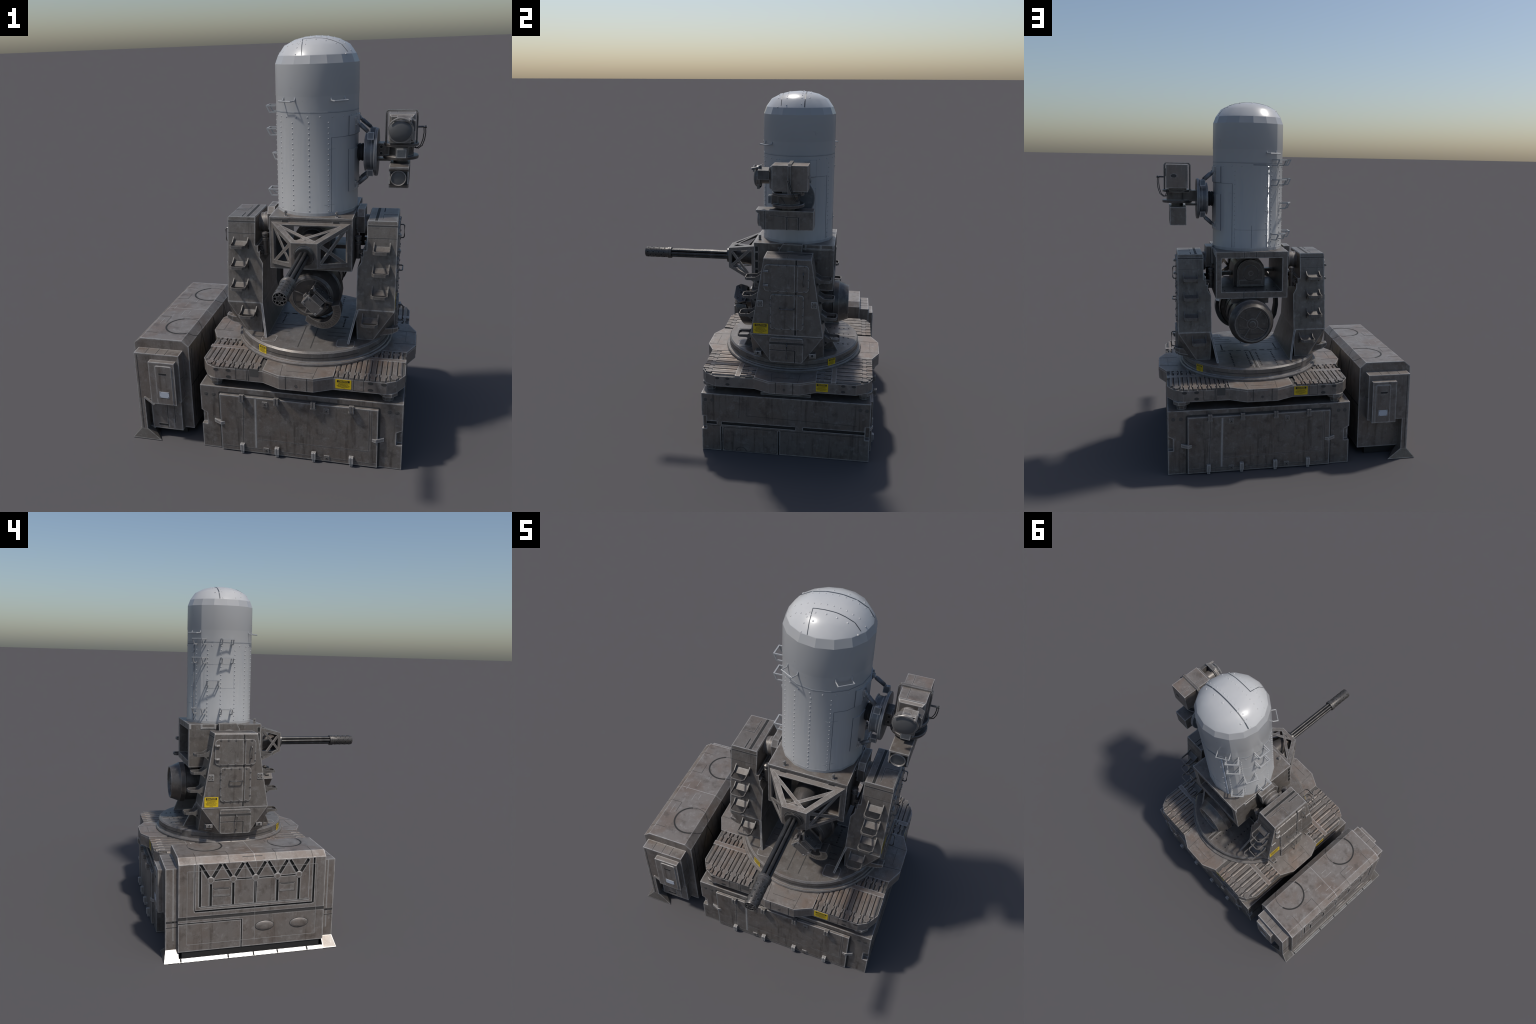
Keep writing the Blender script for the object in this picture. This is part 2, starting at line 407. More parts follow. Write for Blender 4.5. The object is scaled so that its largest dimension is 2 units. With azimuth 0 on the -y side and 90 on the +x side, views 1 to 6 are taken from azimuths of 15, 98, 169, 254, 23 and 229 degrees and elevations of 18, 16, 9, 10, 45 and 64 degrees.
b = MB('fine', 'line'); b.box(-.013, .013, -.004, 0, -.013, .013); b.use('line'); b.cyl((0, -.0055, 0), (0, -.003, 0), .005, seg=8)
pad = b.obj('latch_plate', base)
b = MB('pale')
b.hull([(x, y, z) for x, y, z in ((-.035, -.006, .010), (-.035, -.006, -.008), (-.035, .012, .010), (-.035, .012, -.008),
        (.004, -.020, .004), (.004, -.020, -.013), (.004, .012, .004), (.004, .012, -.013))])
b.hull([(x, y, z) for x, y, z in ((.002, -.020, .004), (.002, -.020, -.013), (.002, .0, .004), (.002, .0, -.013),
        (.034, -.010, .006), (.034, -.010, -.009), (.034, .0, .006), (.034, .0, -.009))])
latch = b.obj('door_latch', base)
def both(ms): return ms + [rot_about(*BC, pi) @ m for m in ms]
copies('top_clip', clip, both([Matrix.Translation((x, yd, .303)) for x in (-.103, .072, .254, .437)]), base)
copies('bottom_clip', toe, both([Matrix.Translation((x, yd, .001)) for x in (-.110, .069, .254, .438)]), base)
copies('latch_plate', pad, both([Matrix.Translation((x, yd, z)) for x, z in ((.012, .291), (.317, .290), (.012, .026), (.318, .025))]), base)
copies('door_latch', latch, both([Matrix.Translation((-.221, Y0, .162)), Matrix.Translation((.556, Y0, .158)) @ Matrix.Rotation(pi, 4, 'Y') @ Matrix.Scale(-1, 4, (0, 0, 1))]), base)

# ---------------------------------------------------------------- deck plate with four bumps
dk = (.1765, .197)
q = [(.418, .478), (.462, .455), (.500, .389), (.500, .172), (.542, .083)]       # one corner, local
def quad4():
    P = []
    for sx, sy in ((1, -1), (1, 1), (-1, 1), (-1, -1)):
        seq = [(.083, .522), (.172, .478), (.418, .478), (.464, .452), (.500, .390), (.500, .172), (.542, .083)]
        pts = [(dk[0] + sx * x, dk[1] + sy * y) for x, y in seq]
        P += pts if (sx * sy < 0) else pts[::-1]
    return P
DK = quad4()
ZD, ZT = .4655, .4755
b = MB('deck'); b.prism(DK, 'z', .4045, ZD)
deck = b.obj('deck_plate', turret)
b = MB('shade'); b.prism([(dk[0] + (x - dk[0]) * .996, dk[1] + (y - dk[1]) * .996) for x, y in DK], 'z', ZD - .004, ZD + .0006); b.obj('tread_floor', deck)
# flat raised treads: centre column, side lands, cross strips (clipped by the outline)
def clip_rect(x0, x1, y0, y1):
    P = list(DK)
    for ax, lim, sg in ((0, x0, 1), (0, x1, -1), (1, y0, 1), (1, y1, -1)):
        Q = []
        for i, a in enumerate(P):
            bb = P[(i + 1) % len(P)]; da, db = (a[ax] - lim) * sg, (bb[ax] - lim) * sg
            if da >= 0: Q.append(a)
            if da * db < 0:
                t = da / (da - db); Q.append((a[0] + t * (bb[0] - a[0]), a[1] + t * (bb[1] - a[1])))
        P = Q
    return P
b = MB('deck')
SR = lambda y: 2 * dk[1] - y
lands = [(.0045, .3485, -1, 1.5)]
for xa, xb in ((-1, .0040), (.3490, 1)):
    lands += [(xa, xb, .026, SR(.026)), (xa, xb, -.083, -.055), (xa, xb, SR(-.055), SR(-.083))]
for r in lands:
    P = clip_rect(*r)
    if len(P) > 2: b.prism(P, 'z', ZD - .001, ZT)
b.obj('deck_land', deck, kind='stuff')
# ribs: flat slats with a cross head alternating with round rods
sl, rd, st = MB('tread'), MB('tread'), MB('tread')
def outline_y(x):
    ax = abs(x - dk[0])
    if ax < .418: return dk[1] - .478
    return dk[1] - (.478 - (ax - .418) * (.026 / .046) if ax < .464 else .452 - (ax - .464) * (.062 / .036))
for k in range(7):
    for base_x in (.385 + .0485 * k, -.275 + .0485 * (k - 1)):
        for mir in (0, 1):
            Y = (lambda y: SR(y)) if mir else (lambda y: y)
            def bx(B, x0, x1, y0, y1, z1=ZT):
                y0, y1 = sorted((Y(y0), Y(y1))); B.box(x0, x1, y0, y1, ZD - .001, z1)
            x = base_x
            ok = (.36 < x < .650) or (-.30 < x < -.010)
            if ok:
                e = max(outline_y(x - .0085), outline_y(x + .0085)) + .0005
                bx(sl, x - .0095, x + .0095, e, -.0835)
                e2 = max(outline_y(x - .0155), outline_y(x + .0155)) + .001
                if e2 < -.24:
                    bx(sl, x - .0158, x - .0100, -.247, -.227); bx(sl, x + .0100, x + .0158, -.247, -.227)
                bx(st, x - .0085, x + .0085, -.052, .0255); bx(st, x - .0150, x - .0090, -.014, .002); bx(st, x + .0090, x + .0150, -.014, .002)
            xr = base_x - .02425
            if (.350 < xr < .672) or (-.321 < xr < .002):
                e = max(outline_y(xr - .009), outline_y(xr + .009)) + .0008
                n = 7
                def rod(B, w, y0, y1, w0=None, w1=None):
                    w0 = w if w0 is None else w0; w1 = w if w1 is None else w1
                    B.loft([[(xr + ww * cos(pi * i / n), Y(yy), ZD - .0005 + (ZT - ZD + .0012) * sin(pi * i / n)) for i in range(n + 1)] for yy, ww in ((y0, w0), (y1, w1))], True, True)
                if e < -.255:
                    rod(rd, .0095, e, -.252); rod(rd, .0065, -.252, -.222); rod(rd, .0125, -.222, -.0838)
                else: rod(rd, .0115, max(e, outline_y(xr - .0115), outline_y(xr + .0115)), -.0838)
                rod(st, .0105, -.054, -.020); rod(st, .0065, -.020, .008); rod(st, .0100, .008, .0255)
sl.obj('tread_slat', deck, kind='stuff'); rd.obj('tread_rod', deck, kind='stuff'); st.obj('short_tread', deck, kind='stuff')
# rim plates and pockets on the front side, repeated on the four sides
b = MB('deck', 'line', 'groove')
def rim(b, B):
    def strip(p, q, n=(0, -1, 0), w=.0022): b.strip(p, q, n, w)
    yf, yb = -.281, -.325
    b.use('line')
    for x0, x1 in ((-.133, -.078), (.442, .489)):
        pts = [(x0, .410), (x0, .468), (x1, .468), (x1, .410), (x0, .410)]
        for p, q in zip(pts, pts[1:]): strip((p[0], yf, p[1]), (q[0], yf, q[1]), w=.0018)
    strip((-.068, yf, .407), (-.070, yf, .474), w=.004)
    for x in (.126, .228): strip((x, yb, .407), (x, yb, .474), w=.0035)
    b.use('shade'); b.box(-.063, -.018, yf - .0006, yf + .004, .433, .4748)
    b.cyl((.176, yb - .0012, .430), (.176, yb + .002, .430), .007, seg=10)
    b.use('line')
    for x in (-.234, -.171, .522, .583):
        for z in ((.455, .420) if x in (-.171, .522) else (.455,)):
            b.loft([[(x + .013 * cos(2 * pi * i / 14), yf + d, z + .0075 * sin(2 * pi * i / 14)) for i in range(14)] for d in (-.0010, .002)])
    # pocket on the slanted part
    A, C = Vector((.0045, yf + .002, 0)), Vector((.0935, yb, 0)); d = (C - A).normalized(); n = Vector((d.y, -d.x, 0))
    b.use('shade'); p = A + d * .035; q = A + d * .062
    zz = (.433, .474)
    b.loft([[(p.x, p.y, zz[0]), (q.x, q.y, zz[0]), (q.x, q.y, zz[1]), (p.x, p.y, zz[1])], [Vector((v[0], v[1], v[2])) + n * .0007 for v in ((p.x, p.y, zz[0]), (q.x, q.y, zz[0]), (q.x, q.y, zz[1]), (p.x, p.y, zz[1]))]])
rim(b, 0)
rimo = b.obj('rim_plate', deck, kind='stuff')
QS = []
for k in range(4):
    m = rot_about(dk[0], dk[1], k * pi / 2)
    if k % 2: m = Matrix.Translation((.0212 if k == 1 else -.0212, 0, 0)) @ m @ Matrix.Translation((dk[0], 0, 0)) @ Matrix.Diagonal((.925, 1, 1, 1)) @ Matrix.Translation((-dk[0], 0, 0))
    QS.append(m)
copies('rim_plate', rimo, QS, deck)
for o in [rimo]: pass
for m in QS:
    place('warning_sticker', STICK, deck, m @ frame((.3955, -.2815, .438), (1, 0, 0), (0, 0, 1)))
# fine deck seams on the lands
b = MB('line')
for k, m in enumerate(QS):
    f = lambda x, y: tuple(m @ Vector((x, y, ZT)))
    for p, q in (((.10, -.323), (.09, -.215)), ((.255, -.323), (.262, -.215)), ((.12, -.272), (.25, -.272))):
        b.strip(f(*p), f(*q), (0, 0, 1), .0016)
b.obj('deck_seam', deck, kind='stuff')
# corner feet and hub under the deck
b = MB('metal'); b.turn([(.047, .0), (.047, -.018), (.030, -.030), (.026, -.049)][::-1], 'z', seg=8, smooth=False, a0=pi / 8)
ft = b.obj('deck_foot', deck)
copies('deck_foot', ft, [Matrix.Translation((x, y, .4055)) for x in (-.246, .602) for y in (-.232, .632)], deck)
b = MB('metal'); b.turn([(.30, .3555), (.30, .385), (.24, .405)], 'z', (*DC, 0), 24)
for sx in (-1, 1): b.box(BC[0] + sx * .33 - .14, BC[0] + sx * .33 + .14, BC[1] - .14, BC[1] + .14, .3555, .372)
b.obj('deck_hub', deck)

# ---------------------------------------------------------------- turntable
b = MB('fine', 'line')
b.turn([(.05, .476), (.412, .476), (.413, .486), (.409, .492), (.398, .493), (.3955, .497), (.3950, .537), (.387, .5445), (.05, .5445)], 'z', (*DC, 0), 36, a0=radians(2))
tt = b.obj('turntable', turret, sharp=30)
for ang in (-122.3, 38.6):
    a = radians(ang); n = Vector((cos(a), sin(a), 0)); r = Vector((-sin(a), cos(a), 0))
    place('warning_sticker', STICK, tt, frame(Vector((*DC, .512)) + n * .3955, r, (0, 0, 1)) @ Matrix.Diagonal((.67, .82, 1, 1)))
b = MB('line', 'groove', 'pale', 'metal', 'fine')
for k in range(36):
    a, a2 = radians(2 + 10 * k), radians(12 + 10 * k)
    if k % 9 == 4: continue
    p, q_ = [Vector((DC[0] + .3952 * cos(t_), DC[1] + .3952 * sin(t_), .514)) for t_ in (a, a2)]
    b.strip(p, q_, ((p + q_) / 2 - Vector((*DC, .514))).normalized(), .004)
zf = .5445; up = (0, 0, 1)
F = lambda x, y: (x, y, zf)
for x in (.153, .217): b.strip(F(x, -.148), F(x, .10), up, .005)
for y0, y1, w in ((.105, .105, .002),): b.strip(F(-.01, y0), F(.385, y1), up, w)
for x0, x1, y in ((-.005, .09, .06), (.0, .08, .02), (.27, .37, .05), (.28, .37, .01)): b.strip(F(x0, y), F(x1, y), up, .002)
b.use('pale'); b.strip(F(-.013, .262), F(.368, .262), up, .004)
b.strip(F(.173, .268), F(.172, .575), up, .003); b.strip(F(.198, .268), F(.198, .575), up, .003)
b.use('groove')
for i in range(8): b.strip(F(.0 + i * .047, .252), F(.03 + i * .047, .252), up, .010)
b.strip(F(.186, .268), F(.185, .57), up, .005)
b.use('metal')
for x0, x1, y0, y1 in ((-.045, .03, -.112, -.035), (.335, .425, -.112, -.03)):
    P = rrect(x0, x1, y0, y1, .015); b.prism(P, 'z', zf - .001, zf + .002)
b.obj('floor_plate', tt, kind='stuff')
b = MB('groove', 'metal')
for x in (.062, .152, .212, .305):
    for i in range(9): b.turn([(.0045, -.001), (.0045, .0012), (.002, .0018)], 'z', (x, .30 + i * .029, zf), 8)
for x, n in ((.345, 6), (.02, 6)):
    for i in range(n): b.turn([(.004, -.001), (.004, .0014), (.002, .002)], 'z', (x, .13 + i * .019, zf), 8)
b.obj('floor_rivet', tt, kind='stuff')

# ---------------------------------------------------------------- support arms (built for -x, second one turned 180 deg)
ZK, ZA, ZF = .704, 1.143, .5445
def ylo(z): return -.003 if z <= ZK else -.003 + (z - ZK) / (ZA - ZK) * .073
def yhi(z): return .394 - ylo(z) + .002
XO, XI = -.242, -.097
b = MB('metal', 'line', 'groove', 'pale')
outl = [(XO, ZK), (XO, ZA - .005), (XO + .005, ZA), (XI - .004, ZA), (XI, ZA - .005), (XI, .998), (-.082, .998), (-.082, .968), (-.073, .968), (-.073, .940), (-.055, .910), (-.055, ZK)]
b.loft([[(x, ylo(z), z) for x, z in outl], [(x, yhi(z), z) for x, z in outl]])
zb = ZF - .001
b.hull([(x, y, ZK) for x in (XO, -.055) for y in (-.003, .399)] + [(-.140, -.003, zb), (XO, .113, zb), (XO, .283, zb), (-.140, .399, zb), (-.062, -.003, zb), (-.062, .399, zb)])
# splayed gusset plate
t = .011
b.hull([(-.055, -.001, .706), (-.055 - t, -.001, .706), (-.055, .397, .706), (-.055 - t, .397, .706),
        (-.019, -.078, ZF - .001), (-.019 - t, -.078, ZF - .001), (-.019, .472, ZF - .001), (-.019 - t, .472, ZF - .001)])
# grooves and seams
b.use('groove')
b.strip((-.139, .074, ZA), (-.139, .322, ZA), (0, 0, 1), .014)
b.strip((-.168, .074, ZA), (-.168, .150, ZA), (0, 0, 1), .006)
b.strip((XO, .1505, 1.136), (XO, .1505, 1.1095), (-1, 0, 0), .010); b.strip((XO, .1505, .739), (XO, .1505, .708), (-1, 0, 0), .010)
b.strip((XO, .1505, .958), (XO, .1505, .943), (-1, 0, 0), .010)
b.use('line')
b.strip((-.168, .30, ZA), (-.168, .20, ZA), (0, 0, 1), .003); b.strip((-.168, .20, ZA), (-.236, .20, ZA), (0, 0, 1), .003)
nF = Vector((0, -(ZA - ZK), .073)).normalized(); nR = Vector((0, (ZA - ZK), .073)).normalized()
for z, w in ((1.119, .006), (1.060, .0016)):
    b.strip((XO + .002, ylo(z), z), (XI - .002, ylo(z), z), nF, w)
    b.strip((XO + .002, yhi(z), z), (XI - .002, yhi(z), z), nR, w)
b.strip((XO, .004, .6985), (XO, .392, .6985), (-1, 0, 0), .003)
arm = b.obj('support_arm', turret)
R180 = rot_about(*DC, pi)
arm2 = place('support_arm', arm.data, turret, R180)
# doors on the outer face
dt = .006
b = MB('metal', 'line')
X = lambda P: P
def door(b, y0, y1, z0, z1, r, split, t):
    b.prism(rrect(split + .005, y1, z0, z1, r, corners=(1, 0, 0, 1)), 'x', XO - t, XO + .001)
    b.prism(rrect(y0, split - .005, z0, z1, r, corners=(0, 1, 1, 0)), 'x', XO - t, XO + .001)
door(b, .080, .325, .958, 1.109, .022, .1505, dt)
upper = b.obj('arm_door', arm, bevel=.0012)
b = MB('metal'); door(b, .106, .290, .741, .942, .016, .1505, dt); mid = b.obj('arm_door', arm, bevel=.0012)
b = MB('metal', 'groove', 'line')
b.prism(rrect(.104, .291, .548, .694, .014), 'x', XO - .010, XO + .001)
b.use('line'); b.strip((XO - .010, .291, .661), (XO - .010, .104, .661), (-1, 0, 0), .013); b.strip((XO - .010, .291, .684), (XO - .010, .104, .684), (-1, 0, 0), .003)
b.use('groove'); b.strip((XO - .010, .290, .620), (XO - .010, .148, .620), (-1, 0, 0), .004); b.strip((XO - .010, .150, .620), (XO - .010, .150, .549), (-1, 0, 0), .006)
low = b.obj('arm_door', arm, bevel=.0012)
for d in (upper, mid, low): place('arm_door', d.data, arm2, R180, bevel=.0012)
b = MB('steel'); b.turn([(.0058, -.0005), (.0058, -.0085), (.003, -.0095)], 'x', seg=8); db = b.obj('door_bolt', arm)
ms = []
for y in (.105, .145, .20, .245, .29): ms += [(y, 1.104), (y, .962)]
for y in (.135, .175, .225, .265): ms += [(y, .937), (y, .745)]
for z in (.775, .825, .875, .915): ms += [(.110, z), (.287, z)]
for y in (.125, .17, .215, .26): ms += [(y, .690), (y, .552)]
for z in (.985, 1.03): ms += [(.084, z)]
def place_on_arms(name, o, mats):
    copies(name, o, mats, arm)
    for m in mats: place(name, o.data, arm2, R180 @ m)
place_on_arms('door_bolt', db, [Matrix.Translation((XO, y, z)) for y, z in ms])
def uhandle(n0, n1, out, r=.0028):
    a, c = Vector(n0), Vector(n1); o = Vector((-out, 0, 0)); d = (c - a).normalized() * .006
    return [a, a + o * .75, a + o + d, c + o - d, c + o * .75, c]
b = MB('gun'); b.tube(uhandle((XO - .004, .110, .999), (XO - .004, .110, 1.069), .022), .0032, 8)
h1 = b.obj('door_handle', arm)
b = MB('gun'); b.tube(uhandle((XO - .004, .236, .865), (XO - .004, .158, .865), .022), .0032, 8); h2 = b.obj('door_handle', arm)
b = MB('gun'); b.tube(uhandle((XO - .008, .194, .573), (XO - .008, .194, .661), .026), .0032, 8); h3 = b.obj('door_handle', arm)
for h in (h1, h2, h3): place('door_handle', h.data, arm2, R180)
b = MB('metal'); b.box(-.013, .001, -.014, .014, -.0075, .0075); b.cyl((-.013, -.014, -.002), (-.013, .014, -.002), .005, seg=8)
place_on_arms('door_hinge', b.obj('door_hinge', arm), [Matrix.Translation((XO, .3135, z)) for z in (1.072, .993)])
b = MB('metal', 'line'); b.box(-.004, .001, -.0165, .0165, -.0175, .0175); b.use('line')
for y in (-.009, .009):
    for z in (-.009, .009): b.cyl((-.0055, y, z), (-.003, y, z), .0035, seg=8)
place_on_arms('lift_pad', b.obj('lift_pad', arm), [Matrix.Translation((XO, .345, .886)), Matrix.Translation((XO, .050, .890))])
b = MB('metal', 'groove')
b.hull([(-.155, y, z) for y in (-.018, .018) for z in (.555, .596)] + [(-.236, y, z) for y in (-.018, .018) for z in (.574, .604)])
b.hull([(-.234, y, z) for y in (-.018, .018) for z in (.574, .604)] + [(-.262, y, z) for y in (-.018, .018) for z in (.592, .612)])
b.use('groove'); b.cyl((-.266, 0, .602), (-.255, 0, .600), .007, seg=8)
place_on_arms('tie_down', b.obj('tie_down', arm), [Matrix.Translation((0, .355, 0)), Matrix.Translation((0, .053, 0))])
place('warning_sticker', STICK_ARM, arm, frame((XO - .0005, .3415, .7395), (0, -1, 0), (0, 0, 1)))
place('warning_sticker', STICK_ARM, arm2, R180 @ frame((XO - .0005, .3415, .7395), (0, -1, 0), (0, 0, 1)))
# climbing rungs: two flared cheek plates, a chamfered front bar and a sloped tread
b = MB('rungm', 'groove')
w = .038
cheek = [(0, .026), (-.012, .018), (-.030, .006), (-.075, .0042), (-.075, -.0105), (-.036, -.0105), (-.022, -.020), (-.010, -.034), (0, -.036)]
for s in (-1, 1): b.prism([(y, z) for y, z in cheek], 'x', s * w - .002, s * w + .002)
b.use('groove')
for s in (-1, 1): b.cyl((s * w + s * .0025, -.012, -.017), (s * w - s * .0025, -.012, -.017), .007, seg=10)
b.use('rungm')
P = [(-w, -.0745), (-w + .012, -.086), (w - .012, -.086), (w, -.0745)]
for p, q in zip(P, P[1:]):
    d = Vector((q[0] - p[0], q[1] - p[1], 0)).normalized(); n = Vector((d.y, -d.x, 0)) * .002
    b.loft([[(p[0] - n.x, p[1] - n.y, -.0105), (p[0] + n.x, p[1] + n.y, -.0105), (p[0] + n.x, p[1] + n.y, .0042), (p[0] - n.x, p[1] - n.y, .0042)],
            [(q[0] - n.x, q[1] - n.y, -.0105), (q[0] + n.x, q[1] + n.y, -.0105), (q[0] + n.x, q[1] + n.y, .0042), (q[0] - n.x, q[1] - n.y, .0042)]])
b.loft([[(x, -.001, .006), (x, -.030, -.010), (x, -.030, -.013), (x, -.001, .002)] for x in (-w + .002, w - .002)])
rung = b.obj('arm_rung', arm)
ms = []
for z, x in ((1.015, -.171), (.910, -.170), (.803, -.169), (.660, -.126)):
    m = Matrix.Translation((x, ylo(z), z)); ms.append(m)
    ms.append(Matrix.Translation((x, yhi(z), z)) @ Matrix.Rotation(pi, 4, 'Z'))
place_on_arms('arm_rung', rung, ms)
# dampers between arms and gun cradle
b = MB('steel', 'gun')
b.turn([(.0135, .945), (.0135, 1.020), (.016, 1.021), (.016, 1.030), (.011, 1.032), (.011, 1.038), (.0155, 1.040), (.0155, 1.046), (.0125, 1.048), (.0175, 1.050), (.0175, 1.058), (.008, 1.063)], 'z', (0, 0, 0), 14)
b.use('gun'); b.box(-.040, -.006, -.010, .010, .972, .990); b.box(-.034, -.012, -.013, .013, .945, .960); b.box(-.026, -.018, -.016, .016, .955, .980)
place_on_arms('damper', b.obj('damper', arm), [Matrix.Translation((-.052, .086, 0)), Matrix.Translation((-.052, .309, 0))])

# ---------------------------------------------------------------- gun cradle (open ended box)
gx0, gx1, gy0, gy1, gz0, gz1 = -.004, .402, -.017, .437, .906, 1.171
b = MB('metal', 'line', 'groove', 'pale')
o4 = [(gx0, gz0), (gx1, gz0), (gx1, gz1), (gx0, gz1)]
i4 = [(gx0 + .031, gz0 + .037), (gx1 - .031, gz0 + .037), (gx1 - .031, gz1 - .036), (gx0 + .031, gz1 - .036)]
rings = [[(x, y, z) for x, z in p] for p, y in ((o4, gy0), (o4, gy1), (i4, gy1), (i4, gy0))]
b.loft(rings + [rings[0]], caps=False)
b.use('line')
for x in (.176, .245):
    b.strip((x, gy1, gz1 - .002), (x, gy1, gz1 - .034), (0, 1, 0), .004); b.strip((x, gy1, gz0 + .002), (x, gy1, gz0 + .035), (0, 1, 0), .006)
b.use('groove')
for z0, z1 in ((1.122, 1.150), (1.070, 1.112), (1.022, 1.060), (.975, 1.012)):
    b.box(gx1 - .001, gx1 + .0008, -.010, .006, z0, z1); b.box(gx0 - .0008, gx0 + .001, -.010, .006, z0, z1)
b.use('line')
b.strip((.0, gy0, 1.160), (.398, gy0, 1.160), (0, -1, 0), .003)
for x in (.075, .324): b.box(x - .014, x + .014, gy0 - .004, gy0, 1.147, 1.157)
b.use('pale')
for y in (.430, .360, .276): b.box(gx0 - .004, gx0 + .001, y - .003, y + .003, 1.142, gz1 - .001); b.box(gx1 - .001, gx1 + .004, y - .003, y + .003, 1.142, gz1 - .001)
b.use('metal'); b.box(gx0 - .003, gx0 + .001, .273, .36, 1.143, 1.148); b.box(gx1 - .001, gx1 + .003, .12, .43, 1.143, 1.148)
cradle = b.obj('gun_cradle', turret)
b = MB('steel', 'gun'); b.box(-.003, .003, -.006, .008, 0, .028); b.prism([(-.008, 0), (.010, 0), (.006, .006), (-.004, .006)], 'x', -.006, .006); b.use('steel'); b.cyl((-.008, 0, .02), (.008, 0, .02), .004, seg=8)
lug = b.obj('lock_lug', cradle)
copies('lock_lug', lug, [Matrix.Translation((x, .005, gz1 - .0005)) for x in (.075, .324)], cradle)
for s in (0, 1):
    mx = (lambda x: x) if not s else (lambda x: 2 * .199 - x)
    b = MB('metal', 'line', 'steel')
    b.hull([(mx(x), y, z) for x, y, z in ((-.048, .138, 1.060), (-.048, .255, 1.060), (-.048, .262, 1.179), (-.048, .152, 1.179), (-.048, .130, 1.145),
                                         (-.0125, .138, 1.060), (-.0125, .255, 1.060), (-.0125, .262, 1.179), (-.0125, .152, 1.179), (-.0125, .130, 1.145))])
    b.box(*sorted((mx(-.0130), mx(-.0045))), .15, .25, 1.075, 1.166)
    b.use('line'); b.strip((mx(-.02), .262, 1.170), (mx(-.02), .259, 1.08), (0, 1, 0), .004)
    b.use('metal'); b.turn([(.054, mx(-.047)), (.054, mx(-.074)), (.050, mx(-.078)), (.050, mx(-.098))], 'x', (0, .197, 1.085), 24)
    b.obj('trunnion', cradle)
b = MB('groove')
for i in range(6):
    b.turn([(.004, 0), (.004, .001)], 'z', (.05 + i * .06, .30, gz0 + .037), 8)
    b.turn([(.004, 0), (.004, .002)], 'z', (.05 + i * .06, .40, gz0 + .037), 8)
b.obj('cradle_rivet', cradle, kind='stuff')
# truss nose in front of the cradle
def panel(b, Q, th, bar=.020, diag=.012):
    """flat quad panel with rim bars and two crossing diagonals"""
    Q = [Vector(p) for p in Q]; n = (Q[1] - Q[0]).cross(Q[3] - Q[0]).normalized(); k = len(Q)
    ins = []
    for i in range(k):
        a, p, c = Q[i - 1], Q[i], Q[(i + 1) % k]
        d1, d2 = (p - a).normalized(), (c - p).normalized()
        m1, m2 = n.cross(d1), n.cross(d2); bis = (m1 + m2).normalized()
        ins.append(p + bis * (bar / max(.3, bis.dot(m1))))
    rings = [[q for q in Q], [q - n * th for q in Q], [q - n * th for q in ins], ins]
    b.loft(rings + [rings[0]], caps=False)
    for i, e in ((0, .0006), (1, .0012)):
        p, q = Q[i], Q[i + 2]; d = (q - p).normalized(); sd = n.cross(d) * (diag / 2)
        p = p + d * bar * .9; q = q - d * bar * .9
        b.loft([[p - sd - n * e, p + sd - n * e, p + sd - n * (th - e), p - sd - n * (th - e)], [q - sd - n * e, q + sd - n * e, q + sd - n * (th - e), q - sd - n * (th - e)]])
b = MB('truss')
T0 = [(.007, -.018, 1.147), (.392, -.018, 1.147), (.392, -.018, .932), (.007, -.018, .932)]
T1 = [(.137, -.190, 1.097), (.261, -.190, 1.097), (.261, -.190, .976), (.137, -.190, .976)]
panel(b, [T0[0], T1[0], T1[1], T0[1]], .007, .025, .0165)
panel(b, [T0[1], T1[1], T1[2], T0[2]], .007, .020, .0165)
panel(b, [T0[2], T1[2], T1[3], T0[3]], .007, .025, .0165)
panel(b, [T0[3], T1[3], T1[0], T0[0]], .007, .020, .0165)
b.box(.1372, .2608, -.1915, -.180, .9762, 1.0968)
truss = b.obj('truss_nose', turret)
# ---------------------------------------------------------------- rotary gun
GX, GZ = .1995, 1.037
b = MB('gun', 'steel')
b.turn([(.050, -.190), (.050, -.194), (.044, -.196), (.044, -.207), (.040, -.209), (.036, -.209)], 'y', (GX, 0, GZ), 24)
b.use('steel')
b.turn([(.040, -.178), (.044, -.12), (.058, -.06), (.058, .10), (.074, .12), (.074, .22)], 'y', (GX, 0, GZ), 20)
arch = lambda r, zb, cx: [(cx - r, zb), (cx + r, zb)] + [(cx + r * cos(t * pi / 8), 1.030 + r * sin(t * pi / 8) * .93) for t in range(0, 9)]
b.prism(arch(.094, .944, .192), 'y', .05, .255); b.prism(arch(.080, .946, .189), 'y', .255, .300); b.prism(arch(.072, .950, .189), 'y', .300, .306)
b.turn([(.046, .305), (.046, .312), (.042, .314)], 'y', (.189, 0, 1.026), 24); b.turn([(.013, .313), (.013, .318)], 'y', (.189, 0, 1.026), 14)
b.box(.125, .255, .3055, .309, .957, .985)
b.box(.028, .11, .08, .12, 1.0, 1.02); b.box(.27, .372, .10, .14, .985, 1.005)
gun = b.obj('rotary_gun', turret)
b = MB('gun')
b.turn([(.0088, -.19), (.0088, -.706), (.0090, -.706), (.0090, -.7185), (.0060, -.7185), (.0055, -.690)], 'y', (0, 0, 0), 12)
bar = b.obj('barrel', gun)
copies('barrel', bar, [Matrix.Translation((GX + .0185 * cos(radians(60 * i)), 0, GZ + .0185 * sin(radians(60 * i)))) for i in range(6)], gun)
b = MB('brake', 'groove')
b.turn([(.024, -.556), (.031, -.556), (.034, -.559), (.034, -.566), (.0315, -.568), (.034, -.570), (.034, -.578), (.0305, -.581), (.0305, -.716), (.029, -.719), (.0275, -.7195), (.0270, -.715), (.0270, -.70)], 'y', (GX, 0, GZ), 24)
b.turn([(.010, -.56), (.010, -.716)], 'y', (GX, 0, GZ), 10)
b.use('groove')
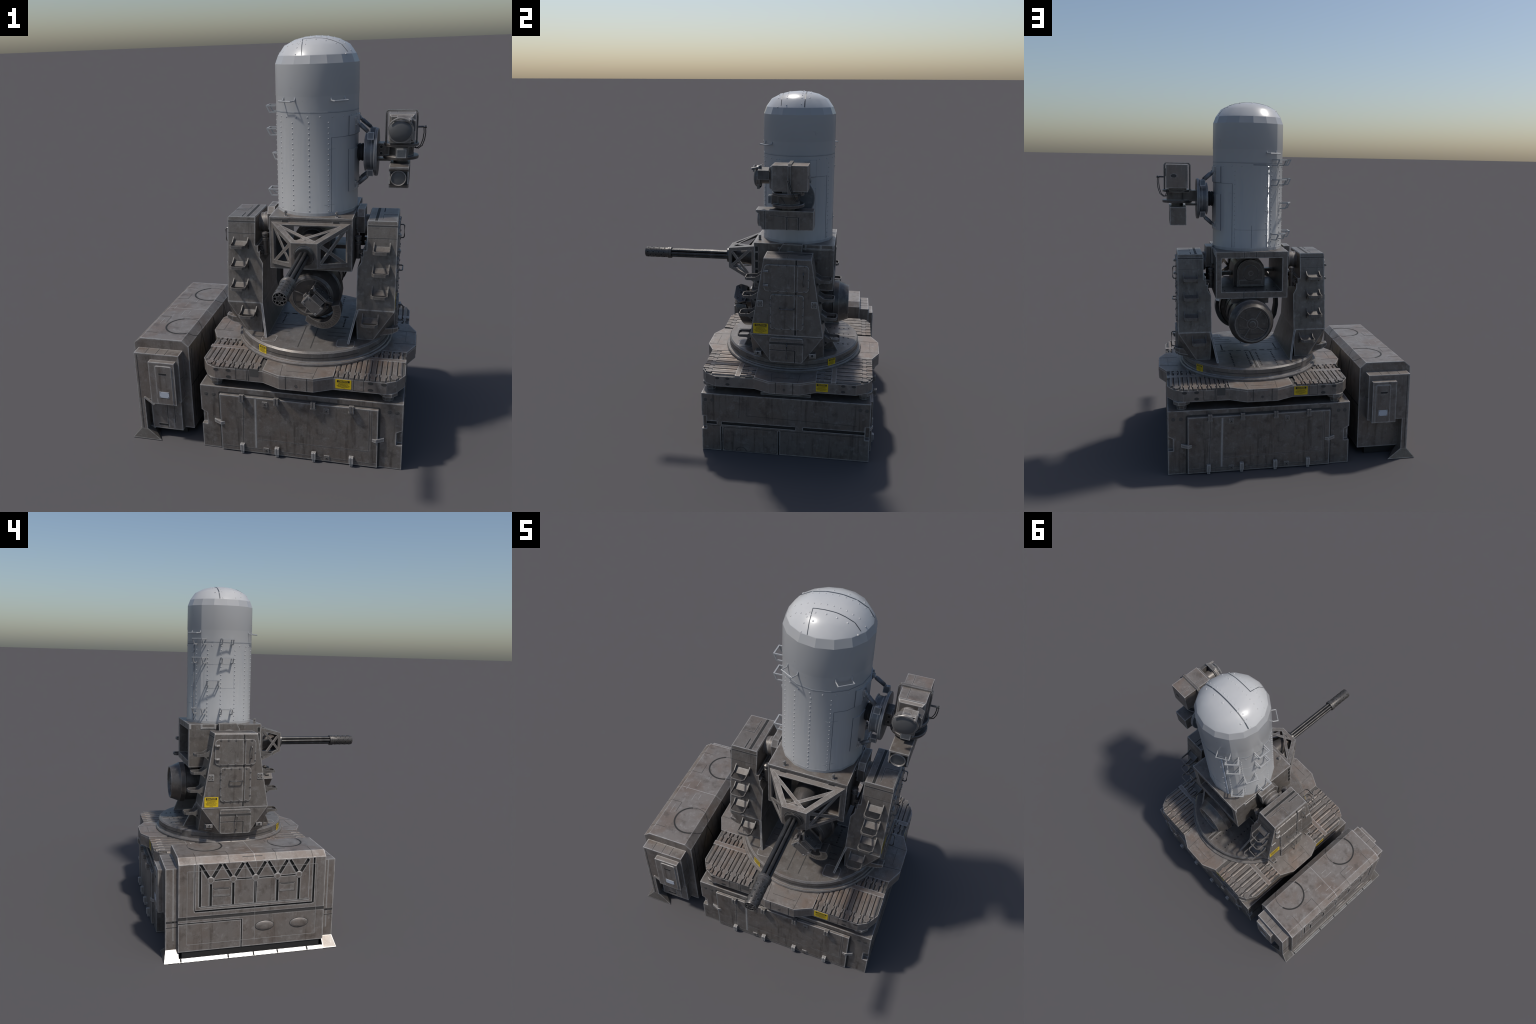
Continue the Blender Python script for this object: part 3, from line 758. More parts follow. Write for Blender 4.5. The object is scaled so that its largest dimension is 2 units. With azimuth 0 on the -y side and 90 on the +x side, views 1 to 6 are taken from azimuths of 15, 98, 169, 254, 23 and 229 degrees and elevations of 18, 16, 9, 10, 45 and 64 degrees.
for k in range(12):
    a = radians(30 * k + 15); n = Vector((cos(a), 0, sin(a)))
    for i in range(3 if k % 2 else 4):
        p = Vector((GX, -.600 - .034 * i - (.017 if k % 2 else 0), GZ)); b.cyl(p + n * .0285, p + n * .0310, .0062, seg=10)
b.obj('muzzle_clamp', gun)

# ---------------------------------------------------------------- ammunition drum
dx, dz = .205, .776
b = MB('steel', 'metal', 'rubber', 'line')
b.turn([(.012, .517), (.030, .5165), (.030, .513), (.088, .512), (.094, .524), (.101, .525), (.121, .474), (.127, .468), (.127, .438), (.120, .436), (.116, .43), (.116, .10), (.135, .098), (.143, .092), (.143, .03), (.134, .022), (.112, -.045), (.100, -.052), (.092, -.052), (.090, -.046), (.020, -.045)], 'y', (dx, 0, dz), 24)
drum = b.obj('ammunition_drum', turret, sharp=25)
b = MB('steel', 'line')
for k in range(4):
    a = radians(90 * k + 32); d = Vector((cos(a), 0, sin(a)))
    b.tube([Vector((dx, .513, dz)) + d * .025, Vector((dx, .513, dz)) + d * .086], .0028, 6)
    a = radians(90 * k + 72); d = Vector((cos(a), 0, sin(a)))
    b.tube([Vector((dx, -.047, dz)) + d * .025, Vector((dx, -.047, dz)) + d * .088], .0035, 6)
b.turn([(.018, .515), (.018, .520), (.013, .521)], 'y', (dx, 0, dz), 14)
for z in (-.028, -.058):
    h = math.sqrt(.086 ** 2 - z * z); b.use('line')
    b.strip((dx - h, .5125, dz + z), (dx + h, .5125, dz + z), (0, 1, 0), .0035); b.strip((dx - h, -.0465, dz + z), (dx + h, -.0465, dz + z), (0, -1, 0), .0035)
b.obj('drum_spoke', drum)
b = MB('rubber', 'line')
b.turn([(.1165, .30), (.120, .30), (.120, .32), (.1165, .32)], 'y', (dx, 0, dz), 24, caps=False)
b.turn([(.1165, .20), (.1185, .20), (.1185, .205), (.1165, .205)], 'y', (dx, 0, dz), 24, caps=False)
b.obj('drum_band', drum)
# feed chute sweeping round the front of the drum
b = MB('steel', 'groove')
rings = []; N = 18
for i in range(N + 1):
    u = i / N; a = radians(14 - 118 * u); r = .134 + .006 * sin(pi * u) - .022 * max(0, u - .6) / .4; cy = -.105 + .085 * u
    cx, cz = .207, .742 + .03 * u
    rings.append([(cx + rr * cos(a), cy + yy, cz + rr * sin(a)) for rr, yy in ((r - .019, -.03), (r + .019, -.03), (r + .019, .03), (r - .019, .03))])
b.loft(rings)
for i in range(1, 13):
    b.use('groove'); p = [Vector(v) for v in rings[i]]; m = (p[0] + p[1]) / 2
    b.strip(p[0].lerp(p[1], .25), p[0].lerp(p[1], .75), (0, -1, 0), .002)
b.obj('feed_chute', drum)
ax = Matrix.Translation((.228, -.125, .772)) @ Matrix.Rotation(radians(43), 4, 'Y')
b = MB('dull', 'gun')
b.box(-.046, .046, -.030, .045, -.026, .026, ax)
b.box(-.062, -.046, -.012, .012, -.002, .018, ax)
b.box(-.030, .030, -.018, .03, .0265, .050, ax)
b.box(-.049, -.0455, -.032, .04, -.023, .023, ax)
b.use('dull'); b.box(-.046, .044, .040, .075, -.020, .045, ax)
for s in (-.039, .039):
    for t in (-.019, .019): b.cyl(ax @ Vector((s, -.033, t)), ax @ Vector((s, -.029, t)), .004, seg=8)
b.use('gun'); b.cyl(ax @ Vector((.056, -.010, .040)), ax @ Vector((.056, .02, .040)), .007, seg=10)
b.cyl(ax @ Vector((-.045, .0, .045)), ax @ Vector((-.045, .05, .045)), .014, seg=10)
b.obj('feed_motor', drum)
b = MB('steel', 'gun')
Pp = [(-.062, .002), (-.045, -.026), (.030, -.030), (.064, .004), (.052, .040), (-.050, .044)]
b.loft([[ax @ Vector((x, y, z)) for x, y in Pp] for z in (.060, .072)])
b.use('gun')
for x, y in ((-.040, -.006), (.032, -.010), (-.008, .006), (.040, .022)): b.cyl(ax @ Vector((x, y, .070)), ax @ Vector((x, y, .081)), .007, seg=8)
b.obj('motor_bracket', drum)
# side feed strap between cradle and drum, hangers
b = MB('rubber', 'steel')
path = [(.020, .14, .915), (.010, .14, .86), (.008, .14, .80), (.018, .14, .74), (.045, .14, .69), (.09, .14, .665)]
rings = [[(x + s, y + t, z) for s, t in ((-.010, -.035), (.010, -.035), (.010, .035), (-.010, .035))] for x, y, z in path]
b.loft(rings)
b.use('steel'); b.box(.10, .31, .10, .16, .86, .9055); b.box(.10, .31, .36, .41, .87, .9055)
b.obj('drum_hanger', drum)

# ---------------------------------------------------------------- radar dome
SEG = 16; RR = .203
def polyr(a):
    st = 2 * pi / SEG; a = (a % st) - st / 2
    return RR * cos(st / 2) / cos(a)
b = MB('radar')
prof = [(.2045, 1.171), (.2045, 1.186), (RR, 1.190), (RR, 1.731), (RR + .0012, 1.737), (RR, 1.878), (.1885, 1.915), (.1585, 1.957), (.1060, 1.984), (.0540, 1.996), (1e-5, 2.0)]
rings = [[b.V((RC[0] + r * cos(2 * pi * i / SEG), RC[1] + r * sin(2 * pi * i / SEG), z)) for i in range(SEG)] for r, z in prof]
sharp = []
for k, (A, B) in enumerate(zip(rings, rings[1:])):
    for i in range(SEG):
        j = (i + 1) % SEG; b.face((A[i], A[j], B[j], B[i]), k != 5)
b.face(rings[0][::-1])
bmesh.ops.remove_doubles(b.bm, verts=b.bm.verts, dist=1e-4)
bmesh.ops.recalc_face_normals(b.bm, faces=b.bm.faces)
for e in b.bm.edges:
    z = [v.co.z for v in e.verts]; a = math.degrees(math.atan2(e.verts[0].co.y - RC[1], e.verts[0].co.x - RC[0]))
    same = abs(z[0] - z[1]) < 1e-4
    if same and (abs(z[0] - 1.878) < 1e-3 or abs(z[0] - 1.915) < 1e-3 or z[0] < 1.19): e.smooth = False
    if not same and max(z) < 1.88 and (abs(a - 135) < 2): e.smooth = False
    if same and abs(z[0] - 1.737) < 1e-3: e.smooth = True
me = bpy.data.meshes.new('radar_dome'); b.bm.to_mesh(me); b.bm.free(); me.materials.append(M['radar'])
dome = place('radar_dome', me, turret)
def shell(a, z, off=0.0):
    r = polyr(radians(a)) + off
    return Vector((RC[0] + r * cos(radians(a)), RC[1] + r * sin(radians(a)), z))
dome_prof = [p for p in prof if p[1] >= 1.915]
def dome_z(x, y):
    dx_, dy_ = x - RC[0], y - RC[1]; a = math.atan2(dy_, dx_)
    r = math.hypot(dx_, dy_); st_ = 2 * pi / SEG; aa = (a % st_) - st_ / 2
    rho = r * cos(aa) / cos(st_ / 2)
    for (r0, z0), (r1, z1) in zip(dome_prof, dome_prof[1:]):
        if r1 <= rho <= r0: return z0 + (r0 - rho) / (r0 - r1) * (z1 - z0)
    return None
# rivets
b = MB('radar')
def rivet(p, n, r, h):
    n = n.normalized(); q = n.to_track_quat('Z', 'Y')
    R = [[p + q @ Vector((rr * cos(2 * pi * i / 8), rr * sin(2 * pi * i / 8), hh)) for i in range(8)] for rr, hh in ((r, -.002), (r, h * .4), (r * .6, h * .9), (r * .15, h))]
    b.loft(R, True, True)
for a in (-164, -140.5, -116.3, -92.2, -66, 147.5, 171, 124, 61):
    for i in range(18):
        z = 1.616 - i * .0247; p = shell(a, z); nn = Vector((cos(radians(a)), sin(radians(a)), 0))
        rivet(p, nn, .0039 if a not in (61,) else .0028, .0028)
for i in range(6):
    a = 112.7; p = shell(a, 1.60 - i * .068); rivet(p, Vector((cos(radians(a)), sin(radians(a)), 0)), .0042, .003)
k = 0
for a in [(-127 + 16.6 * i) for i in range(22)]:
    if 92 < a < 120: continue
    p = shell(a, 1.642); rivet(p, Vector((cos(radians(a)), sin(radians(a)), 0)), .0038, .0027)
def on_dome(x, y, r, h=.0032):
    r, h = r * .82, h * .75
    z = dome_z(x, y)
    if z is None: return
    e = .004; zx = dome_z(x + e, y); zy = dome_z(x, y + e)
    zx = z if zx is None else zx; zy = z if zy is None else zy
    rivet(Vector((x, y, z)), Vector((-(zx - z) / e, -(zy - z) / e, 1)), r, h)
for i in range(13): on_dome(.020 + i * .029, .236, .0042); on_dome(.030 + i * .028, .156, .0042)
for i in range(5): on_dome(.052 + i * .068, .276, .0060, .0035); on_dome(.165 + i * .046, .106, .0052)
for i in range(4): on_dome(.140 - .004 * i, .108 - i * .022, .0040); on_dome(.168, .07, .0052)
for i in range(5): on_dome(.055 + i * .024, .118 - .006 * i, .0040)
b.obj('dome_rivet', dome, kind='stuff')
# seams as fine dark beads
b = MB('radar_line', 'radar', 'radar_faint')
def ring_seam(z, a0, a1, w, off=.0004):
    n = max(2, int(abs(a1 - a0) / 3.75)); P = []
    brk = sorted({a0, a1} | {k * 22.5 for k in range(-16, 17) if a0 < k * 22.5 < a1})
    for p, q in zip(brk, brk[1:]):
        mid_ = radians((p + q) / 2); k = math.floor(((p + q) / 2) / 22.5) * 22.5 + 11.25
        nn = Vector((cos(radians(k)), sin(radians(k)), 0))
        b.strip(shell(p, z), shell(q, z), nn, w)
def vert_seam(a, z0, z1, w):
    k = math.floor(a / 22.5) * 22.5 + 11.25
    b.strip(shell(a, z0), shell(a, z1), Vector((cos(radians(k)), sin(radians(k)), 0)), w)
ring_seam(1.660, -180, 180, .0016); b.use('radar_faint'); ring_seam(1.6645, -180, 180, .0012); b.use('radar_line')
vert_seam(-61.8, 1.545, 1.176, .0020); vert_seam(56.6, 1.545, 1.176, .0024)
ring_seam(1.546, -61.8, 56.6, .0016)
ring_seam(1.651, 90.5, 118, .0045); vert_seam(118.6, 1.650, 1.178, .0030); vert_seam(88.7, 1.315, 1.176, .0018)
b.use('radar_faint'); ring_seam(1.290, 61, 117, .0016)
vert_seam(61, 1.288, 1.176, .0012); ring_seam(1.493, -72, -55, .0012); ring_seam(1.227, -72, -57, .0012); vert_seam(-64, 1.30, 1.48, .0008)
ring_seam(1.493, 50, 62, .0012)
for z in (1.388, 1.531): ring_seam(z, 141, 195, .0010)
vert_seam(141, 1.388, 1.531, .0010); vert_seam(195, 1.388, 1.531, .0010)
b.use('seam')
def dome_line(p, q, w):
    n = 26; P = []
    for i in range(n + 1):
        x, y = p[0] + (q[0] - p[0]) * i / n, p[1] + (q[1] - p[1]) * i / n; z = dome_z(x, y)
        if z is not None: P.append(Vector((x, y, z)))
    for a_, c_ in zip(P, P[1:]):
        d = (c_ - a_).normalized(); sd = d.cross(Vector((0, 0, 1))).normalized(); b.strip(a_ - d * .0005, c_ + d * .0005, sd.cross(d), w, .0009)
dome_line((.006, .2535), (.392, .2535), .0062)
dome_line((.148, .126), (.372, .126), .0040); dome_line((.148, .126), (.158, .030), .0030)
b.obj('dome_seam', dome, kind='stuff')
# sun glint along the hatch seam, modelled as a stack of glossy sloped facets
b = MB('gloss')
ha, he = radians(114.3), radians(46.5)
hz = 1.180
while hz < 1.645:
    p = shell(116.8, hz, -.001); n = Vector((cos(ha), sin(ha), 0)); sd = Vector((-sin(ha), cos(ha), 0)) * .0036
    dpt = .0042; hgt = dpt / math.tan(he)          # facet normal rises at angle he
    top = Vector((0, 0, hgt))
    b.loft([[p - sd, p - sd + n * dpt, p - sd + top], [p + sd, p + sd + n * dpt, p + sd + top]])
    hz += hgt + .0001
b.obj('hatch_seam_glint', dome, kind='stuff')
# access panels behind the sensor mount
b = MB('radar', 'radar_line')
def cpanel(a0, a1, z0, z1, t):
    aa = sorted({a0, a1} | {k * 22.5 for k in range(-4, 5) if a0 < k * 22.5 < a1})
    b.loft([[shell(a, z0, -.002), shell(a, z0, t), shell(a, z1, t), shell(a, z1, -.002)] for a in aa])
cpanel(-32.3, 32.6, 1.278, 1.481, .005); cpanel(-32.3, 32.6, 1.549, 1.637, .005)
b.use('radar_line')
for z0, z1 in ((1.276, 1.483), (1.547, 1.639)):
    for a in (-32.8, 33.1): vert_seam(a, z0, z1, .003)
b.obj('access_panel', dome)
# dome handles
b = MB('rung')
b.tube([(-.036, -.002, .017), (-.036, .004, .002), (-.036, .034, 0), (.036, .034, 0), (.036, .004, .002), (.036, -.002, .017)], .0027, 6)
hd = b.obj('grab_handle', dome)
ms = []
for a in (-121.5, -52.5, 123):
    ms.append(Matrix.Translation(shell(a, 1.7145)) @ Matrix.Rotation(radians(a - 90), 4, 'Z'))
copies('grab_handle', hd, ms, dome)
# dome climbing rungs: two closed side frames and a cross bar
b = MB('rung')
for s in (-.034, .034):
    P = [(s, -.004, 0), (s, .043, 0), (s, .028, -.031), (s, -.004, -.031)]
    for p, q in zip(P, P[1:]): b.tube([p, q], .0042, 4)
b.tube([(-.037, .043, 0), (.037, .043, 0)], .0046, 4)
rg = b.obj('dome_rung', dome, sharp=20)
ms = []
for a, zs in ((180, (1.681, 1.570, 1.263)), (135, (1.681, 1.570, 1.263)), (158.5, (1.435,))):
    for z in zs: ms.append(Matrix.Translation(shell(a, z)) @ Matrix.Rotation(radians(a - 90), 4, 'Z'))
copies('dome_rung', rg, ms, dome)

# ---------------------------------------------------------------- sensor head on the +x side
SY, SZ = .2125, 1.4515
b = MB('rubber', 'strut', 'line')
b.turn([(.034, .396), (.040, .402), (.044, .409), (.040, .415), (.044, .423), (.040, .431), (.034, .437)], 'x', (0, SY, SZ), 24)
b.use('strut')
b.turn([(.080, .434), (.092, .437), (.092, .441), (.086, .443), (.086, .469), (.09, .470), (.09, .482), (.113, .483), (.116, .486), (.116, .497), (.113, .499), (.02, .4995)], 'x', (0, SY, SZ), 30)
mount = b.obj('sensor_mount', turret, sharp=30)
b = MB('strut')
P0 = [(.398, .273, 1.610), (.398, .148, 1.610), (.398, .140, 1.300), (.398, .292, 1.300)]
for i, (p, q) in enumerate(zip([(.400, .277, 1.612), (.400, .148, 1.606), (.400, .148, 1.300), (.400, .277, 1.302)], [(.470, .291, 1.551), (.468, .134, 1.547), (.467, .132, 1.359), (.469, .293, 1.361)])):
    p, q = Vector(p), Vector(q); d = q - p
    b.cyl(p, p + d * .22, .0065, .0085, 8); b.cyl(p + d * .2, p + d * .78, .0105, .0095, 10); b.cyl(p + d * .76, q, .006, .006, 8)
    b.cyl(p - Vector((0, .010, 0)), p + Vector((0, .010, 0)), .0095, seg=10)
    sg = 1 if i < 2 else -1
    y = p.y; b.prism([(y - .016, p.z + sg * .018), (y + .016, p.z + sg * .018), (y + .011, p.z - sg * .038), (y - .011, p.z - sg * .038)], 'x', .374, .394)
    b.box(.388, .402, y - .012, y - .007, p.z - .014, p.z + .022); b.box(.388, .402, y + .007, y + .012, p.z - .014, p.z + .022)
    b.hull([(x, q.y + dy, q.z + dz * sg) for x in (.452, .482) for dy, dz in ((-.016, -.022), (.016, -.022), (-.007, .010), (.007, .010))])
b.obj('mount_strut', mount)
b = MB('steel', 'strut', 'line', 'groove')
b.box(.4985, .585, .172, .246, 1.437, 1.499); b.box(.4985, .56, .19, .235, 1.412, 1.424)
b.turn([(.060, 1.443), (.060, 1.490)], 'z', (.606, .197, 0), 20)
b.turn([(.083, 1.428), (.084, 1.431), (.084, 1.442), (.082, 1.444)], 'z', (.606, .197, 0), 24)
b.turn([(.076, 1.503), (.080, 1.503), (.083, 1.500), (.083, 1.489), (.070, 1.487)], 'z', (.606, .197, 0), 24)
b.turn([(.035, 1.500), (.035, 1.516)], 'z', (.606, .197, 0), 14)
b.box(.555, .655, .17, .27, 1.500, 1.514)
b.box(.585, .640, .112, .150, 1.440, 1.487); b.use('strut'); b.box(.590, .634, .094, .1125, 1.443, 1.483)
b.use('line'); b.strip((.6655, .19, 1.445), (.6655, .16, 1.486), (1, 0, 0), .003)
b.use('groove')
for z in (1.452, 1.483): b.cyl((.515, .1705, z), (.515, .173, z), .007, seg=10)
b.use('steel'); b.turn([(.034, 1.408), (.034, 1.430)], 'z', (.606, .20, 0), 14)
pan = b.obj('sensor_pivot', mount)
b = MB('deck', 'line', 'metal')
b.box(.5495, .669, .118, .301, 1.513, 1.645)
b.use('metal'); b.hull([(x, y, z) for x, y, z in ((.552, .118, 1.517), (.666, .118, 1.517), (.552, .118, 1.641), (.666, .118, 1.641), (.560, .104, 1.528), (.658, .104, 1.528), (.560, .104, 1.632), (.658, .104, 1.632))])
b.use('line'); b.strip((.585, .12, 1.645), (.585, .30, 1.645), (0, 0, 1), .002)
b.loft([[(.628 + .017 * cos(2 * pi * i / 14), .301 + d, 1.582 + .010 * sin(2 * pi * i / 14)) for i in range(14)] for d in (-.001, .0010)])
cam = b.obj('camera_box', mount, bevel=.0025)
b = MB('fine', 'lens', 'metal')
b.turn([(.042, .106), (.036, .100), (.036, .060), (.048, .056), (.050, .046)], 'y', (.607, 0, 1.578), 20)
P = [(.607 + .058 * cos(t) * (1.0 if sin(t) > -.6 else .92), 1.578 + .058 * sin(t)) for t in [2 * pi * i / 16 + pi / 16 for i in range(16)]]
b.prism(P, 'y', .036, .052)
b.hull([(x, y, z) for x in (.560, .654) for y, z in ((.040, 1.520), (.052, 1.520), (.040, 1.545), (.052, 1.545))])
b.use('lens'); b.turn([(.052, .037), (.050, .030), (.042, .024), (.028, .020), (.012, .018), (1e-4, .0178)], 'y', (.606, 0, 1.577), 24)
b.use('dull'); b.hull([(x, y, z) for x in (.644, .672) for y in (.046, .102) for z in (1.572, 1.618)] + [(.644, y, 1.632) for y in (.050, .10)])
b.use('fine')
arc = [(.607 + .056 * cos(radians(t)), .026 - .006 * sin(radians(t)), 1.578 + .056 * sin(radians(t))) for t in range(35, 150, 12)]
b.tube(arc, .004, 6); b.tube([(.575, .030, 1.622), (.650, .022, 1.622)], .004, 6); b.cyl((.650, .012, 1.622), (.650, .050, 1.630), .0065, seg=8)
b.hull([(x, y, z) for x in (.590, .652) for y, z in ((.030, 1.628), (.034, 1.627), (.062, 1.640), (.060, 1.643))])
b.obj('camera_lens', mount)
b = MB('fine')
yb = .208
P = [(.530, 1.498), (.530, 1.643), (.540, 1.654), (.672, 1.654), (.682, 1.643), (.682, 1.498)]
Q = [(.539, 1.498), (.539, 1.640), (.544, 1.6475), (.668, 1.6475), (.673, 1.640), (.673, 1.498)]
for i in range(5):
    b.loft([[(P[i][0], y, P[i][1]) for y in ()] or [(P[i][0], yb - .008, P[i][1]), (P[i][0], yb + .008, P[i][1]), (Q[i][0], yb + .008, Q[i][1]), (Q[i][0], yb - .008, Q[i][1])],
            [(P[i + 1][0], yb - .008, P[i + 1][1]), (P[i + 1][0], yb + .008, P[i + 1][1]), (Q[i + 1][0], yb + .008, Q[i + 1][1]), (Q[i + 1][0], yb - .008, Q[i + 1][1])]], caps=i in (0, 4))
b.obj('guard_frame', mount)
b = MB('gun', 'rubber')
b.cyl((.680, .205, 1.573), (.712, .205, 1.573), .0045, seg=8); b.cyl((.710, .205, 1.573), (.722, .205, 1.573), .0065, seg=8)
b.use('rubber')
for dy, lx in ((0, .716), (.006, .708)):
    P = [(lx, .205 + dy, 1.572), (lx + .002, .212 + dy, 1.545), (lx - .002, .225 + dy, 1.51), (lx - .012, .237 + dy, 1.480), (lx - .030, .246 + dy, 1.465), (lx - .042, .252 + dy, 1.468), (lx - .048, .256 + dy, 1.485), (lx - .05, .258 + dy, 1.50)]
    b.tube(P, .0022, 6)
b.obj('sensor_cable', mount)
b = MB('metal', 'line', 'groove')
b.prism([(.065, 1.307), (.333, 1.309), (.333, 1.409), (.033, 1.411), (.033, 1.402), (.048, 1.388), (.048, 1.330), (.060, 1.322)], 'x', .560, .650)
b.use('line')
b.strip((.650, .080, 1.310), (.650, .080, 1.408), (1, 0, 0), .004); b.strip((.650, .105, 1.383), (.650, .185, 1.381), (1, 0, 0), .002)
for y in (.195, .255): b.strip((.650, y, 1.310), (.650, y, 1.378), (1, 0, 0), .006)
b.strip((.650, .185, 1.376), (.650, .262, 1.376), (1, 0, 0), .003)
b.use('groove'); b.box(.566, .644, .0465, .050, 1.324, 1.396)
b2 = b.obj('laser_box', mount)
b = MB('fine', 'lens')
b.turn([(.0365, .055), (.0365, .041), (.034, .039), (.032, .042), (.031, .050)], 'y', (.604, 0, 1.3575), 24, caps=False)
b.use('lens'); b.turn([(.033, .050), (.032, .0455), (.015, .044), (1e-4, .0435)], 'y', (.604, 0, 1.3575), 24)
b.obj('laser_lens', mount)

# ================================================================== EQUIPMENT CABINET
cabinet = empty('equipment_cabinet', (-.555, .198, 0))
cabinet['label'] = 'long weathered grey equipment cabinet with sloped roof edges'
cabinet['category'] = 'cabinet'
cy0, cy1, cxo, cxi = -.206, .602, -.700, -.400
prof = [(cxo, .047), (cxo, .524), (-.663, .554), (-.436, .554), (cxi, .524), (cxi, .047)]
b = MB('cab'); b.prism(prof, 'y', cy0, cy1)
body = b.obj('cabinet_body', cabinet)
c = MB('groove', 'cab'); D = .008
def gr(p, q, w, m='groove', d=D):
    """groove in the outer wall, p/q = (y, z)"""
    c.use(m); p, q = Vector((p[0], p[1])), Vector((q[0], q[1])); t = (q - p).normalized(); s = Vector((-t.y, t.x)) * (w / 2)
    c.loft([[(x, v.x, v.y) for v in (p - s, p + s, q + s, q - s)] for x in (cxo - .02, cxo + d)])
nodes = [(.433, .432), (.3125, .432), (.191, .431), (.069, .432), (-.053, .433)]
gr((cy0 - .01, .230), (cy1 + .01, .230), .017, 'line', .0025)
gr((cy1 + .01, .204), (.2655, .204), .005); gr((.262, .2065), (.262, .03), .006)
gr((.517, .5225), (.517, .2645), .005, 'cab'); gr((.5145, .267), (-.136, .267), .009); gr((-.139, .2645), (-.139, .5225), .011)
gr((.490, .5225), (.490, .2905), .012); gr((.4875, .288), (-.115, .288), .004, 'cab')
for i, (y, z) in enumerate(nodes):
    gr((y, z - .020), (y, .2915), .0135)
    gr((y + .011, z + .016), (y + .0535, .5175), .0165); gr((y - .011, z + .016), (y - .0535, .5175), .0165)
for (ya, za), (yb_, zb) in zip(nodes, nodes[1:]): gr((ya - .020, za), (yb_ + .020, zb), .006)
gr((.415, .383), (.335, .383), .0035, 'groove', .003); gr((.415, .347), (.335, .347), .0035, 'cab', .003)
gr((.050, .387), (-.025, .387), .0035, 'groove', .003); gr((.050, .350), (-.025, .350), .0035, 'cab', .003)
carve(body, cutmesh(c))
b = MB('cab', 'line')
for y, z in nodes: b.turn([(.018, -.002), (.018, .0012), (.016, .002)], 'x', (0, 0, 0), 8) if False else b.loft([[(cxo - d, y + r * cos(pi * i / 4 + pi / 8), z + r * sin(pi * i / 4 + pi / 8)) for i in range(8)] for r, d in ((.019, -.006), (.019, .0004), (.017, .0016))])
for y in (.134, -.062):
    b.use('line'); b.loft([[(cxo - d, y + .0545 * cos(2 * pi * i / 28), .157 + .0295 * sin(2 * pi * i / 28)) for i in range(28)] for d in (-.002, .0006)]); b.use('cab')
    b.loft([[(cxo - d, y + .052 * r * cos(2 * pi * i / 24), .157 + .027 * r * sin(2 * pi * i / 24)) for i in range(24)] for r, d in ((1, -.002), (.97, .002), (.8, .0055), (.5, .0075), (.1, .008))], True, True)
b.use('line')
for P in ([(cxo, .422), (cxo, .328)],): pass
for y0, y1, z0, z1 in ((.422, .328, .342, .389), (.060, -.032, .345, .393)):
    pts = [(y0, z0), (y0, z1), (y1, z1), (y1, z0), (y0, z0)]
    for p, q_ in zip(pts, pts[1:]): b.strip((cxo, *p), (cxo, *q_), (-1, 0, 0), .0018)
b.use('scuff')
pts = [(.557, .487), (-.157, .487), (-.157, .085), (.557, .085), (.557, .487)]
for p, q_ in zip(pts, pts[1:]): b.strip((cxo, *p), (cxo, *q_), (-1, 0, 0), .0016)
b.strip((cxo, .190, .52), (cxo, .190, .06), (-1, 0, 0), .0016)
for y in (.522, .4955): b.strip((cxo, y, .515), (cxo, y, .275 if y > .5 else .295), (-1, 0, 0), .0025)
for y, z in nodes: b.strip((cxo, y + .0075, z - .022), (cxo, y + .0075, .293), (-1, 0, 0), .0035); b.strip((cxo, y + .024, z + .022), (cxo, y + .064, .522), (-1, 0, 0), .0018)
b.strip((cxo, -.112, .515), (cxo, -.112, .295), (-1, 0, 0), .0035)
b.obj('wall_boss', body, kind='stuff')
# roof: two round hatch grooves that run over the eave, seams and ticks
b = MB('groove', 'line', 'pale')
def roofz(x):
    if x > -.436: return .554 - (x + .436) * (.030 / .036)
    if x < -.663: return .554 - (-.663 - x) * (.030 / .037)
    return .554
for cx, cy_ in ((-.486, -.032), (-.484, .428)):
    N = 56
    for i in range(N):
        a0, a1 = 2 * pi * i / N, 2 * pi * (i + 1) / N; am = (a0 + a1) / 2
        shade = cos(am - radians(205))                       # ring drawn wide and black on one side, thin and dark grey on the other
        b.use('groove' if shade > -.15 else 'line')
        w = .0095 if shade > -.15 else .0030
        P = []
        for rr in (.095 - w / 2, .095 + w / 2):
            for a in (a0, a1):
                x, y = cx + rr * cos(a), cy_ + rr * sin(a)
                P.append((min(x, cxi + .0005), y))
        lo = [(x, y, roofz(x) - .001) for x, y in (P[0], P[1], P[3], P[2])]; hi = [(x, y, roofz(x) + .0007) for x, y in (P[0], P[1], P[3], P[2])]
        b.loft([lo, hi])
up = (0, 0, 1)
b.use('pale'); b.strip((-.440, .196, .554), (-.660, .194, .554), up, .003)
for x, y0, y1 in ((-.555, .115, .165), (-.575, .225, .280), (-.520, .13, .17), (-.535, .30, .35), (-.625, .18, .23), (-.63, -.02, .05)): b.strip((x, y0, .554), (x, y1, .554), up, .0022)
nO = Vector((-.030, 0, .037)); b.strip((-.6635, .194, .5536), (-.6995, .194, .5244), nO, .004); b.strip((-.4355, .196, .5536), (-.4005, .196, .5244), (.03, 0, .036), .004)
b.use('line')
for y in (.335, .075, .51, -.13):
    b.strip((-.600, y, .554), (-.662, y, .554), up, .002); b.strip((-.6635, y, .5536), (-.6995, y, .5244), nO, .002)
for y in (.335, .075): b.strip((-.600, y, .554), (-.600, y + (.075 if y > .2 else -.075), .554), up, .002)
b.strip((-.676, .15, .5435), (-.676, .26, .5435), nO, .004)
for y in (.075, .335): b.strip((-.440, y, .554), (-.472, y, .554), up, .002)
b.obj('roof_seam', body, kind='stuff')
